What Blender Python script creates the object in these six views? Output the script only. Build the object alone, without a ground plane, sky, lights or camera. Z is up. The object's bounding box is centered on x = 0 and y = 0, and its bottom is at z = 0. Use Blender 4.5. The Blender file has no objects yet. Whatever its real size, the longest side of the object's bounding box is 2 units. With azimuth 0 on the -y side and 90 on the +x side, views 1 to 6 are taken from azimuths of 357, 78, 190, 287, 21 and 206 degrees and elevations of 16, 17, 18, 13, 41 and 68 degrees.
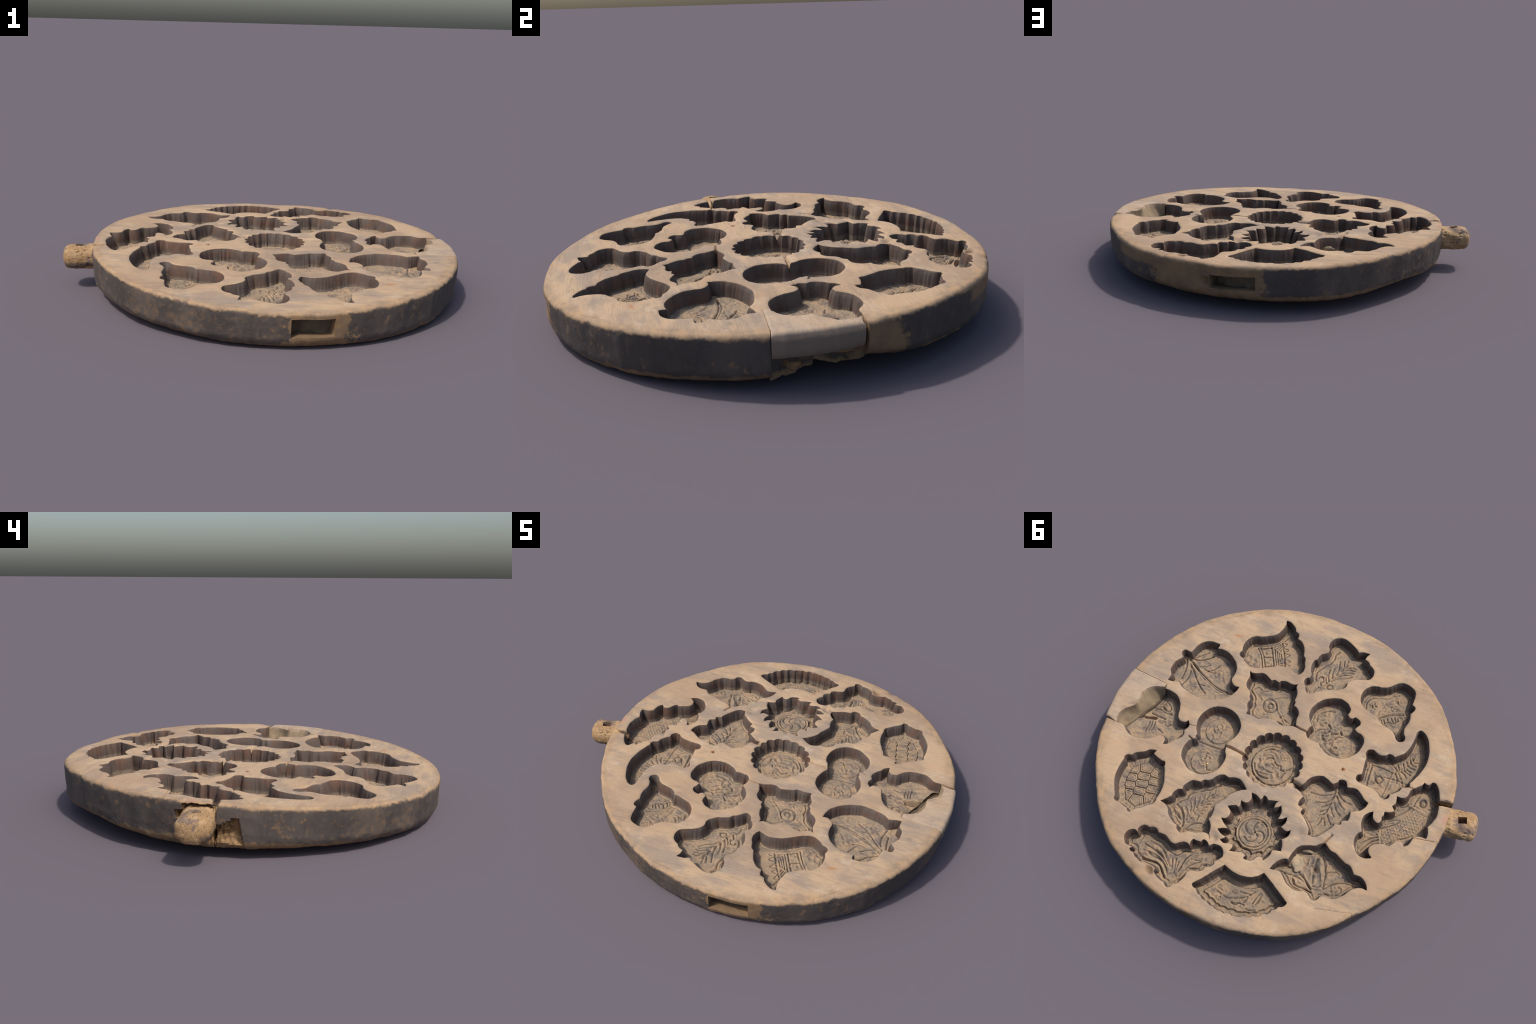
"""Round weathered wooden cake mould: a thick, slightly warped board with
eighteen carved hollows, two mortise slots, a pierced peg handle and a
let-in repair block.  Everything is described in millimetres and built from
profiles, splines and carving strokes; materials are node based."""
import bpy, bmesh, math
import numpy as np
from mathutils import Vector, noise as mnoise
from mathutils.kdtree import KDTree
from mathutils.geometry import delaunay_2d_cdt

RNG = np.random.RandomState(7)
CX = 0.065                      # x of the board's own centre
DEPTH = 0.068                   # depth of a carved floor below the top

# ------------------------------------------------------------------ helpers
def smooth(a, b, x):
    t = np.clip((np.asarray(x, float) - a) / (b - a), 0, 1)
    return t * t * (3 - 2 * t)

def lattice(ix, iy, seed):
    v = np.sin(ix * 127.1 + iy * 311.7 + seed * 74.7) * 43758.5453
    return v - np.floor(v)

def vnoise(x, y, scale, seed=0):
    """value noise, -1..1, feature size `scale` (m)"""
    x = np.asarray(x, float) / scale; y = np.asarray(y, float) / scale
    ix, iy = np.floor(x), np.floor(y)
    fx, fy = x - ix, y - iy
    fx = fx * fx * (3 - 2 * fx); fy = fy * fy * (3 - 2 * fy)
    a = lattice(ix, iy, seed); b = lattice(ix + 1, iy, seed)
    c = lattice(ix, iy + 1, seed); d = lattice(ix + 1, iy + 1, seed)
    return 2 * ((a * (1 - fx) + b * fx) * (1 - fy) + (c * (1 - fx) + d * fx) * fy) - 1

def around(table, deg):
    """periodic smooth interpolation of {angle: value}"""
    k = sorted(table); v = np.array([table[a] for a in k]); k = np.array(k, float)
    k3 = np.r_[k - 360, k, k + 360]; v3 = np.r_[v, v, v]
    m = np.gradient(v3, k3)
    d = (np.asarray(deg, float) + 180) % 360 - 180
    i = np.clip(np.searchsorted(k3, d) - 1, 0, len(k3) - 2)
    h = k3[i + 1] - k3[i]; t = (d - k3[i]) / h
    return ((2*t**3 - 3*t**2 + 1) * v3[i] + (t**3 - 2*t**2 + t) * h * m[i]
            + (-2*t**3 + 3*t**2) * v3[i + 1] + (t**3 - t**2) * h * m[i + 1])

def spline(pts, step=0.0035, closed=False):
    """centripetal Catmull-Rom through pts, resampled at about `step`"""
    p = np.array(pts, float)
    if len(p) < 3 and not closed:
        n = max(1, int(math.ceil(np.hypot(*(p[-1] - p[0])) / step)))
        t = np.linspace(0, 1, n + 1)[:, None]
        return p[0] * (1 - t) + p[-1] * t
    q = np.vstack([p[-1], p, p[0], p[1]]) if closed else np.vstack([2*p[0]-p[1], p, 2*p[-1]-p[-2]])
    out = []
    for i in range(1, len(q) - 2):
        p0, p1, p2, p3 = q[i-1], q[i], q[i+1], q[i+2]
        d1, d2, d3 = (max(np.hypot(*(b - a)), 1e-9) ** .5 for a, b in ((p0, p1), (p1, p2), (p2, p3)))
        m1 = (p1-p0)/d1 - (p2-p0)/(d1+d2) + (p2-p1)/d2
        m2 = (p2-p1)/d2 - (p3-p1)/(d2+d3) + (p3-p2)/d3
        m1 *= d2; m2 *= d2
        n = max(2, int(np.hypot(*(p2 - p1)) / step * 2))
        t = np.linspace(0, 1, n, endpoint=False)[:, None]
        out.append((2*t**3-3*t**2+1)*p1 + (t**3-2*t**2+t)*m1 + (-2*t**3+3*t**2)*p2 + (t**3-t**2)*m2)
    out = np.vstack(out + ([p[:1]] if closed else [p[-1:]]))
    s = np.r_[0, np.cumsum(np.hypot(*np.diff(out, axis=0).T))]
    n = max(2, int(round(s[-1] / step)))
    u = np.linspace(0, s[-1], n + 1)
    return np.c_[np.interp(u, s, out[:, 0]), np.interp(u, s, out[:, 1])]

def inside(poly, x, y):
    c = np.zeros(len(x), bool)
    bb = (x > poly[:, 0].min()) & (x < poly[:, 0].max()) & (y > poly[:, 1].min()) & (y < poly[:, 1].max())
    ids = np.nonzero(bb)[0]
    X, Y = x[ids], y[ids]; r = np.zeros(len(ids), bool)
    x0, y0 = poly.T; x1, y1 = np.roll(poly, -1, 0).T
    for a, b, e, f in zip(x0, y0, x1, y1):
        if b != f:
            k = (b > Y) != (f > Y)
            r ^= k & (X < (e - a) * (Y - b) / (f - b) + a)
    c[ids] = r
    return c

def seg_distance(P, line):
    """distance of points P to a polyline"""
    best = np.full(len(P), 1e9)
    for a, b in zip(line[:-1], line[1:]):
        ab = b - a; l = ab @ ab + 1e-18
        t = np.clip(((P - a) @ ab) / l, 0, 1)
        best = np.minimum(best, np.hypot(*(P - a - t[:, None] * ab).T))
    return best

def near_kd(line):
    kd = KDTree(len(line))
    for i, p in enumerate(line): kd.insert((p[0], p[1], 0), i)
    kd.balance()
    return kd

def kd_dist(kd, P):
    return np.array([kd.find((p[0], p[1], 0))[2] for p in P])

def triangulate(loops, extra):
    """constrained Delaunay of closed loops plus free points; returns verts, tris"""
    co, ed = [], []
    for l in loops:
        b = len(co); n = len(l)
        co += [Vector(p) for p in l]
        ed += [(b + i, b + (i + 1) % n) for i in range(n)]
    co += [Vector(p) for p in extra]
    r = delaunay_2d_cdt(co, ed, [], 0, 1e-6)
    return np.array([tuple(v) for v in r[0]]), np.array(r[2])

def ccw(p):
    x, y = p.T
    return p if (x * np.roll(y, -1) - y * np.roll(x, -1)).sum() > 0 else p[::-1]

def ball_radius(p, nrm):
    """radius of the largest disc touching each outline point from inside"""
    d = p[None] - p[:, None]
    dn = (d * nrm[:, None]).sum(2); d2 = (d ** 2).sum(2)
    r = np.where(dn > 1e-5, d2 / (2 * np.maximum(dn, 1e-5)), 1e3)
    return r.min(1)

def normals_in(p):
    """inward normals of a ccw closed loop"""
    t = np.roll(p, -1, 0) - np.roll(p, 1, 0)
    n = np.c_[-t[:, 1], t[:, 0]]
    return n / np.maximum(np.hypot(*n.T), 1e-9)[:, None]

ROOT = bpy.data.objects.new("wooden_cake_mould", None)
bpy.context.scene.collection.objects.link(ROOT)
ROOT["label"] = "round weathered wooden board carved with eighteen decorative hollows"
ROOT["category"] = "cake mould"

def add_mesh(name, verts, faces, mats, parent=ROOT, face_mat=None, angle=50, merge=0.0):
    me = bpy.data.meshes.new(name)
    me.from_pydata([tuple(map(float, v)) for v in verts], [], [tuple(map(int, f)) for f in faces])
    for m in mats: me.materials.append(m)
    if face_mat is not None: me.polygons.foreach_set("material_index", np.array(face_mat, np.int32))
    if merge:
        bm = bmesh.new(); bm.from_mesh(me)
        bmesh.ops.remove_doubles(bm, verts=bm.verts, dist=merge)
        bmesh.ops.recalc_face_normals(bm, faces=bm.faces)
        bm.to_mesh(me); bm.free()
    me.validate()
    me.polygons.foreach_set("use_smooth", np.ones(len(me.polygons), bool))
    me.set_sharp_from_angle(angle=math.radians(angle))
    ob = bpy.data.objects.new(name, me)
    bpy.context.scene.collection.objects.link(ob)
    ob.parent = parent
    return ob

# ------------------------------------------------------- shape of the board
# radius of the worn rim and height of its lower edge, by angle from CX
RIM = {-180: .919, -165: .920, -150: .917, -135: .922, -120: .915, -105: .915, -90: .914, -75: .924,
       -60: .929, -45: .934, -30: .936, -15: .937, 0: .934, 10: .932, 20: .936, 30: .931, 40: .934,
       50: .936, 60: .929, 70: .919, 80: .911, 90: .908, 100: .910, 115: .915, 130: .908, 140: .898,
       150: .904, 160: .914, 170: .916}
FOOT = {-180: .047, -165: .042, -145: .041, -125: .030, -110: .018, -97: .011, -85: .010, -70: .008,
        -50: .009, -38: .014, -28: .025, -18: .034, -8: .046, 5: .092, 10: .091, 13: .081, 17: .071, 22: .062, 27: .056, 35: .053, 55: .058,
        75: .054, 95: .054, 112: .055, 125: .058, 135: .067, 147: .077, 160: .067, 170: .054}

# worn or broken dips of the top face: x, y, radius, depth (mm)
DIPS = [(180, 512, 34, 12), (163, 520, 22, 10), (470, 812, 24, 7), (390, 788, 26, 20), (372, 800, 16, 12), (-212, 330, 30, 12), (-90, 98, 22, 22), (-118, 104, 16, 22),
        (120, -505, 50, 6), (190, -470, 40, 5), (-850, -40, 45, 5), (60, -910, 60, 4), (230, -905, 60, 3),
        (-560, -470, 60, 4), (250, 780, 26, 16), (-310, 340, 40, 6), (-600, 130, 30, 5), (150, 880, 120, 6),
        (-60, 300, 45, 4), (-40, 360, 35, 4), (-640, 60, 35, 4), (955, 165, 40, 8), (330, 40, 20, 4), (470, 100, 20, 5)]

# splits that follow the grain: half width, depth, polyline (mm)
SPLITS = [(4.6, 30, [(331, 46), (280, 49), (215, 56)]),
          (3.6, 20, [(58, -204), (22, -198), (-18, -196)]),
          (3.2, 16, [(532, 76), (499, 87), (480, 90)]),
          (2.0, 6, [(566, 17), (515, 9)]),
          (9.0, 30, [(-70, 88), (-95, 97), (-118, 101)]),
          (4.0, 16, [(-296, 366), (-330, 330), (-356, 274)]),
          (2.0, 6, [(-708, 126), (-770, 112), (-880, 88)]),
          (2.5, 8, [(-600, -123), (-634, -123)]),
          (10, 75, [(-766, -101), (-807, -114), (-852, -117)]),
          (2.0, 8, [(203, 508), (186, 531)]),
          (1.6, 3, [(420, -880), (560, -760), (640, -690)]),
          (1.5, 3, [(-420, 640), (-560, 600), (-660, 560)])]
SPLIT_LINES = [(w / 1e3, d / 1e3, spline(np.array(l, float) / 1e3, .004)) for w, d, l in SPLITS]

def plane(x, y):
    return .2271 - .0132 * x + .0329 * y + .0008 * x * x - .0043 * x * y - .0325 * y * y

def top_z(x, y):
    x = np.asarray(x, float); y = np.asarray(y, float)
    z = plane(x, y) + .0016 * vnoise(x, y, .19, 3) + .0009 * vnoise(x * .4, y, .045, 4)
    z = z + .00035 * vnoise(x * .25, y, .012, 5)
    for cx, cy, r, d in DIPS:
        q = ((x - cx / 1e3) ** 2 + (y - cy / 1e3) ** 2) / (r / 1e3) ** 2
        z = z - d / 1e3 * np.exp(-q * 1.6)
    P = np.c_[x.ravel(), y.ravel()]
    for w, d, l in SPLIT_LINES:
        lo, hi = l.min(0) - .03, l.max(0) + .03
        k = np.nonzero((P > lo).all(1) & (P < hi).all(1))[0]
        if len(k):
            e = seg_distance(P[k], l) / w
            zz = z.ravel(); zz[k] -= d * np.exp(-e ** 2 * 1.2); z = zz.reshape(z.shape)
    return z

def rim_r(deg):
    a = np.radians(deg)
    return around(RIM, deg) + .0022 * vnoise(np.cos(a), np.sin(a), .12, 8) + .0010 * vnoise(np.cos(a), np.sin(a), .035, 9)

# ------------------------------------------------------------ carved hollows
HOLLOWS = []
def groove(w, h, pts): return (-h / 1e3, w / 1e3, np.array(pts, float) / 1e3)
def ridge(w, h, pts): return (h / 1e3, w / 1e3, np.array(pts, float) / 1e3)
ROUND = "scalloped circle"

def hollow(name, centre, outline, carving):
    c = np.array(centre, float) / 1e3
    open_path = name == "bird_hollow"
    if outline is ROUND:                       # nineteen gouge scallops round a circle
        a = np.radians(np.arange(0, 360, 1.15))
        lobes = np.abs(np.cos((a - math.radians(-75.4)) * 9.5)) ** .55
        r = .1415 + .0155 * lobes * (1 + .10 * np.sin(3 * a))
        loop = np.c_[np.cos(a), np.sin(a)] * r[:, None]
    elif len(outline) == 1:
        loop = spline(np.array(outline[0], float) / 1e3, closed=True)[:-1]
    else:
        segs = [[tuple(p) for p in s] for s in outline]
        parts = []
        for i, s in enumerate(segs):
            nxt = segs[(i + 1) % len(segs)][0]
            if open_path and i == len(segs) - 1: path = s
            else: path = s + [nxt]
            parts.append(spline(np.array(path, float) / 1e3)[:-1] if not (open_path and i == len(segs) - 1)
                         else spline(np.array(path, float) / 1e3))
        loop = np.vstack(parts)
    loop = loop + c
    jit = .0007 * np.c_[vnoise(loop[:, 0], loop[:, 1], .011, 35), vnoise(loop[:, 0], loop[:, 1], .011, 36)]
    loop = loop + jit
    HOLLOWS.append(dict(name=name, c=c, loop=loop, carving=[(h, w, l + c) for h, w, l in carving], open=open_path))

hollow('pomegranate_hollow', (644, -326),
  outline=[
    [(144,151),(144,115),(161,86),(164,66),(162,34),(150,10)],
    [(137,-9),(154,-29),(156,-48),(144,-60),(123,-59)],
    [(108,-60),(104,-84),(97,-114),(81,-141),(57,-160),(32,-169),(7,-169)],
    [(-11,-169),(-14,-156)],
    [(-12,-141),(-45,-146),(-80,-140),(-118,-119),(-147,-92),(-164,-62),(-168,-27),(-166,3),(-179,23),(-200,34)],
    [(-224,33),(-219,68),(-202,103),(-174,131),(-132,158),(-92,173),(-58,179),(-13,174),(25,167),(57,157)],
    [(83,138),(114,147)]],
  carving=[
    groove(3, 4, [(115,-41),(72,-17),(10,24),(-43,47),(-89,63),(-140,70),(-183,63)]),
    groove(3, 4, [(89,-28),(42,-2),(-8,22),(-64,46),(-116,59),(-164,62)]),
    groove(3, 3, [(102,-22),(86,9),(76,45),(76,82),(86,121)]),
    groove(2.5, 3, [(87,-3),(57,24),(31,52),(6,75),(-18,95),(-55,115)]),
    groove(2, 2.5, [(4,78),(-13,74),(-30,71)]),
    groove(2, 2.5, [(69,-21),(44,-26),(22,-38),(-1,-56)]),
    groove(2, 2.5, [(19,-22),(-5,-17),(-26,-30),(-39,-52),(-54,-77)]),
    groove(2, 2.5, [(-5,-17),(-37,-19),(-52,-26)]),
    groove(2.5, 4, [(106,-52),(67,-60),(36,-82),(5,-114)]),
    groove(2.5, 3, [(130,-34),(114,3),(107,43),(105,83)]),
    groove(2, 2, [(91,-65),(65,-96),(40,-127)]),
    ridge(4, 3, [(-68,-30),(-77,-34)]),
    ridge(3, 2, [(-46,-39),(-61,-8),(-84,-9),(-97,-24),(-86,-51),(-62,-54),(-46,-39)]),
    ridge(3, 2, [(28,101),(16,92),(0,103),(6,121),(24,114)]),
    ridge(3, 2, [(-126,12),(-105,-19),(-103,-40)]),
    ridge(3, 2, [(34,79),(38,93)])])

hollow('bell_hollow', (335, -592),
  outline=[
    [(32,-199),(13,-202),(-8,-193),(-34,-175)],
    [(-46,-155),(-66,-146),(-73,-128)],
    [(-73,-116),(-103,-105),(-126,-80),(-141,-51)],
    [(-149,-25),(-163,-14),(-170,3)],
    [(-173,17),(-183,35),(-187,63),(-181,83)],
    [(-167,99),(-139,88),(-113,82),(-80,87),(-46,98),(-22,111),(8,130),(27,142),(51,153),(78,160),(106,154),(131,139)],
    [(143,127),(171,116),(177,104),(175,92)],
    [(171,84),(178,60),(180,35),(175,8),(162,-17),(141,-35),(112,-44),(83,-62),(49,-87),(35,-111),(26,-147),(26,-177)]],
  carving=[
    groove(2.5, 3, [(118,-2),(90,25),(64,64),(44,102)]),
    groove(2.5, 3, [(107,-7),(79,20),(58,49),(33,91)]),
    groove(2.5, 4, [(99,-4),(51,-33)]),
    groove(2.5, 3, [(54,-40),(21,14),(-10,69)]),
    groove(2, 2.5, [(28,-31),(8,8),(-22,59)]),
    groove(2, 2.5, [(11,-24),(-4,3),(-27,49)]),
    groove(2, 2.5, [(-3,-18),(-29,27)]),
    groove(2, 2.5, [(-15,-17),(-33,13)]),
    groove(2.5, 4, [(63,39),(23,21)]),
    groove(2, 3, [(33,93),(-8,68)]),
    groove(2.5, 3.5, [(9,-86),(-23,-37),(-49,12),(-67,45)]),
    groove(2.5, 3, [(42,-46),(24,-63),(9,-86),(-7,-130)]),
    groove(2.5, 2.5, [(146,-4),(83,-31),(53,-50),(28,-77),(12,-97)]),
    groove(2, 2.5, [(20,-38),(12,-75)]),
    groove(2, 2.5, [(9,-37),(2,-64)]),
    groove(2, 2.5, [(-2,-33),(-8,-54)]),
    groove(2, 2, [(-31,47),(-54,25)]),
    groove(2, 2, [(-31,56),(-61,41)]),
    groove(2, 2, [(5,-88),(-18,-92),(-11,-61),(-41,-60),(-26,-32),(-61,-33),(-44,-1),(-81,6),(-61,30),(-90,32)]),
    ridge(4, 3.5, [(56,5),(52,3)]),
    ridge(4, 3.5, [(26,60),(21,58)]),
    ridge(4, 2, [(147,60),(123,61),(116,88)]),
    ridge(4, 2, [(93,71),(77,85),(83,103)])])

hollow('moth_hollow', (-3, -620),
  outline=[
    [(105,176),(120,157),(126,137),(119,120)],
    [(107,114)],
    [(103,95),(116,75),(125,53),(129,26),(124,3)],
    [(113,-11),(112,-32),(103,-51),(90,-60)],
    [(77,-75),(79,-95),(90,-111),(93,-131),(87,-158),(74,-178),(54,-190),(29,-195),(2,-189),(-28,-176),(-57,-159)],
    [(-74,-145),(-95,-155),(-116,-159)],
    [(-135,-160),(-125,-136)],
    [(-123,-117),(-145,-110)],
    [(-165,-90),(-183,-81),(-197,-61),(-202,-34),(-194,-10),(-176,3),(-135,21),(-105,41),(-94,62),(-94,90),(-74,116),(-51,134),(-31,139)],
    [(1,153),(14,168),(33,180),(45,191),(58,205),(75,210),(94,199),(101,188)]],
  carving=[
    ridge(3, 3, [(46,116),(17,86),(-2,39),(-21,-8),(-44,-54),(-60,-82)]),
    groove(2.5, 2.5, [(20,79),(35,56),(38,28)]),
    groove(2.5, 2.5, [(14,64),(30,33),(37,-7)]),
    groove(2.5, 2.5, [(4,42),(14,8),(18,-25)]),
    groove(2.5, 2.5, [(-7,16),(-8,-22),(8,-84)]),
    groove(2.5, 2.5, [(-20,-10),(-28,-46),(-15,-94)]),
    groove(2.5, 2.5, [(-31,-39),(-38,-69),(-34,-103)]),
    groove(2.5, 2.5, [(7,64),(-22,27),(-58,10),(-89,-16)]),
    groove(2.5, 2.5, [(-3,42),(-31,2),(-80,-26)]),
    groove(2.5, 2.5, [(-15,13),(-38,-21),(-91,-40)]),
    groove(2.5, 2.5, [(-29,-20),(-51,-48),(-92,-58)]),
    groove(2.5, 2.5, [(-40,-46),(-67,-70),(-92,-70)]),
    groove(3, 3, [(78,88),(91,61),(94,34),(71,-16),(47,-53),(41,-86),(46,-115),(32,-136)]),
    groove(2.5, 3, [(72,67),(67,55),(53,53),(43,63),(43,77),(52,85),(41,105)]),
    groove(2.5, 3, [(10,91),(0,81),(-15,82),(-23,94),(-12,104),(4,106),(10,97)]),
    groove(2.5, 2, [(-66,70),(-69,46),(-84,31)]),
    groove(2.5, 2, [(64,159),(61,138),(45,113),(31,101)])])

hollow('square_flower_hollow', (233, -305),
  outline=[
    [(179,-103),(164,-99),(145,-103),(123,-115),(108,-121),(86,-118),(66,-108)],
    [(47,-98),(35,-108),(20,-107)],
    [(7,-103),(-1,-116),(-16,-124),(-34,-126),(-56,-123),(-75,-126)],
    [(-91,-136),(-91,-117),(-108,-89),(-115,-64)],
    [(-115,-41),(-125,-25)],
    [(-126,-7),(-143,-2),(-163,17),(-171,39),(-171,61),(-178,86)],
    [(-190,109),(-170,109),(-143,119),(-122,127),(-102,126),(-83,118)],
    [(-72,114),(-49,119)],
    [(-27,124),(-8,132),(7,141),(25,141),(43,140),(60,140)],
    [(85,141),(85,124),(99,99),(105,82)],
    [(102,55),(113,40)],
    [(116,24),(127,9),(147,-2),(162,-25),(165,-47),(165,-71),(171,-89)]],
  carving=[
    groove(2.5, 2.5, [(43,21),(43,1),(25,-16),(-1,-19),(-24,-3),(-34,18),(-29,41),(-10,55),(17,56),(36,41),(43,21)]),
    groove(2.5, 2.5, [(18,21),(14,8),(0,5),(-11,17),(-7,31),(7,34),(18,21)]),
    ridge(3, 2, [(34,8),(13,42)]),
    ridge(3, 2, [(10,-5),(-15,4)]),
    ridge(3, 2, [(-5,43),(-24,25)]),
    ridge(2.5, 2.5, [(-26,-10),(-52,30),(-78,53),(-112,85)]),
    ridge(2.5, 2.5, [(-78,53),(-132,68)]),
    ridge(2.5, 2.5, [(55,-3),(85,-24),(70,-25)]),
    ridge(2.5, 2, [(-28,-23),(-33,-40)]),
    ridge(2.5, 2, [(14,69),(5,82),(7,100)]),
    groove(2.5, 2, [(-3,-32),(-29,-53),(-60,-64)]),
    groove(2, 2, [(124,-42),(108,-61),(82,-49),(54,-56)])])

hollow('gourd_hollow', (420, 50),
  outline=[
    [(-85,-10),(-94,8),(-100,28),(-113,47),(-119,82),(-114,119),(-100,150),(-76,176),(-47,193),(-9,199),(32,193),(61,175),(91,151),(102,131),(109,99),(106,66),(92,36)],
    [(74,24),(81,10)],
    [(79,-2),(93,-23),(102,-42),(112,-74),(109,-115),(95,-148),(74,-177),(49,-193),(15,-202),(-24,-202),(-59,-191),(-93,-163),(-110,-138),(-117,-102),(-113,-74),(-100,-39)]],
  carving=[
    groove(3, 3, [(67,8),(19,7),(-28,5),(-65,1)]),
    ridge(3, 2.5, [(24,-93),(3,-76),(-3,-92),(-24,-82),(-24,-62)]),
    ridge(3, 2.5, [(15,-111),(9,-130),(-12,-123),(-12,-99),(7,-101)]),
    ridge(3, 2, [(26,-66),(4,-46),(4,-23)]),
    ridge(3, 2, [(-18,-112),(-43,-117)]),
    ridge(3, 2.5, [(8,76),(-8,62),(-12,92),(10,96),(8,76)]),
    ridge(3, 2.5, [(-8,62),(-34,66),(-37,84)]),
    ridge(3, 2, [(9,121),(-11,121),(-21,110)]),
    ridge(3, 2, [(29,53),(7,43),(-20,50)]),
    groove(2.5, 2.5, [(-29,120),(-41,139),(-57,135)])])

hollow('bird_hollow', (681, 66),
  outline=[
    [(100,-219)],
    [(91,-191),(58,-190),(22,-182),(-5,-162),(-25,-135),(-36,-106),(-43,-77),(-57,-57),(-75,-51),(-96,-57)],
    [(-105,-72),(-121,-51),(-122,-32)],
    [(-112,-10),(-120,9),(-116,33),(-98,58),(-83,73),(-74,91)],
    [(-48,107),(-45,82)],
    [(-31,66),(0,70),(19,94),(45,114),(71,124),(110,129),(138,127),(163,116),(181,101),(199,92),(229,92)]],
  carving=[
    ridge(3, 3, [(85,-169),(50,-164),(19,-142),(-5,-105)]),
    groove(3, 3, [(135,-90),(102,-104),(79,-127),(71,-148)]),
    groove(3, 3, [(114,-90),(84,-95),(46,-85),(11,-89)]),
    groove(2.5, 3, [(80,-114),(59,-100),(32,-100),(34,-123),(60,-142)]),
    ridge(4, 3, [(62,-111),(51,-110)]),
    groove(3, 3, [(120,-61),(74,-52),(33,-50)]),
    groove(2.5, 2.5, [(98,0),(94,27),(97,51)]),
    groove(2.5, 2.5, [(86,-9),(81,15),(83,42)]),
    groove(2.5, 2.5, [(72,-12),(66,14),(68,35)]),
    groove(2.5, 2.5, [(37,19),(5,28)]),
    groove(2.5, 2.5, [(17,-19),(2,-17),(-11,-32)]),
    ridge(3, 2.5, [(47,-26),(22,-40),(11,-34)])])

hollow('triple_fruit_hollow', (-149, -284),
  outline=[
    [(124,44),(147,20),(161,-3),(167,-29),(165,-59),(150,-96),(129,-125),(100,-147),(75,-160),(45,-168),(17,-163),(-5,-152),(-24,-131),(-26,-114)],
    [(-23,-95),(-38,-83),(-51,-83),(-63,-96),(-82,-93),(-99,-83),(-104,-65),(-97,-50)],
    [(-90,-30),(-107,-20),(-129,-16),(-149,-2),(-159,16),(-161,40),(-159,66),(-151,93),(-130,121),(-100,149),(-68,161),(-32,164),(-5,159),(20,148),(39,137)],
    [(51,122),(70,124),(93,122),(115,118),(133,100),(135,84),(133,61)]],
  carving=[
    groove(3, 3, [(121,-22),(128,-49),(115,-79),(86,-104),(56,-112)]),
    ridge(3, 3, [(130,-42),(115,-67),(91,-78)]),
    ridge(3, 3, [(97,-21),(86,-36),(64,-34),(73,-18),(95,-16)]),
    groove(3, 3, [(57,-28),(38,-7),(46,20),(72,32)]),
    groove(3, 3, [(68,36),(53,64),(32,71)]),
    ridge(3, 3, [(53,40),(29,30),(29,50),(45,54)]),
    ridge(3, 3, [(48,-8),(28,3),(-1,-1),(-27,-19)]),
    groove(3, 3, [(21,20),(-4,6),(-18,-9),(-29,0)]),
    ridge(3, 2.5, [(42,-17),(26,-33),(7,-27),(22,-12)]),
    ridge(3, 2.5, [(1,-36),(-13,-51)]),
    groove(3, 3, [(-7,36),(-17,20),(-40,13)]),
    ridge(3, 3, [(29,84),(11,67),(0,45)]),
    ridge(3, 3, [(-11,95),(-20,79),(-43,80),(-35,98),(-15,99)]),
    groove(3, 3, [(3,110),(-26,119),(-55,120)]),
    groove(3, 2.5, [(-16,-14),(-33,1),(-57,-1)]),
    ridge(3, 2, [(15,46),(-6,48),(-12,74)]),
    groove(2.5, 2.5, [(107,39),(86,18),(62,7)]),
    ridge(3, 2, [(-102,34),(-118,66),(-109,99)])])

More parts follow.
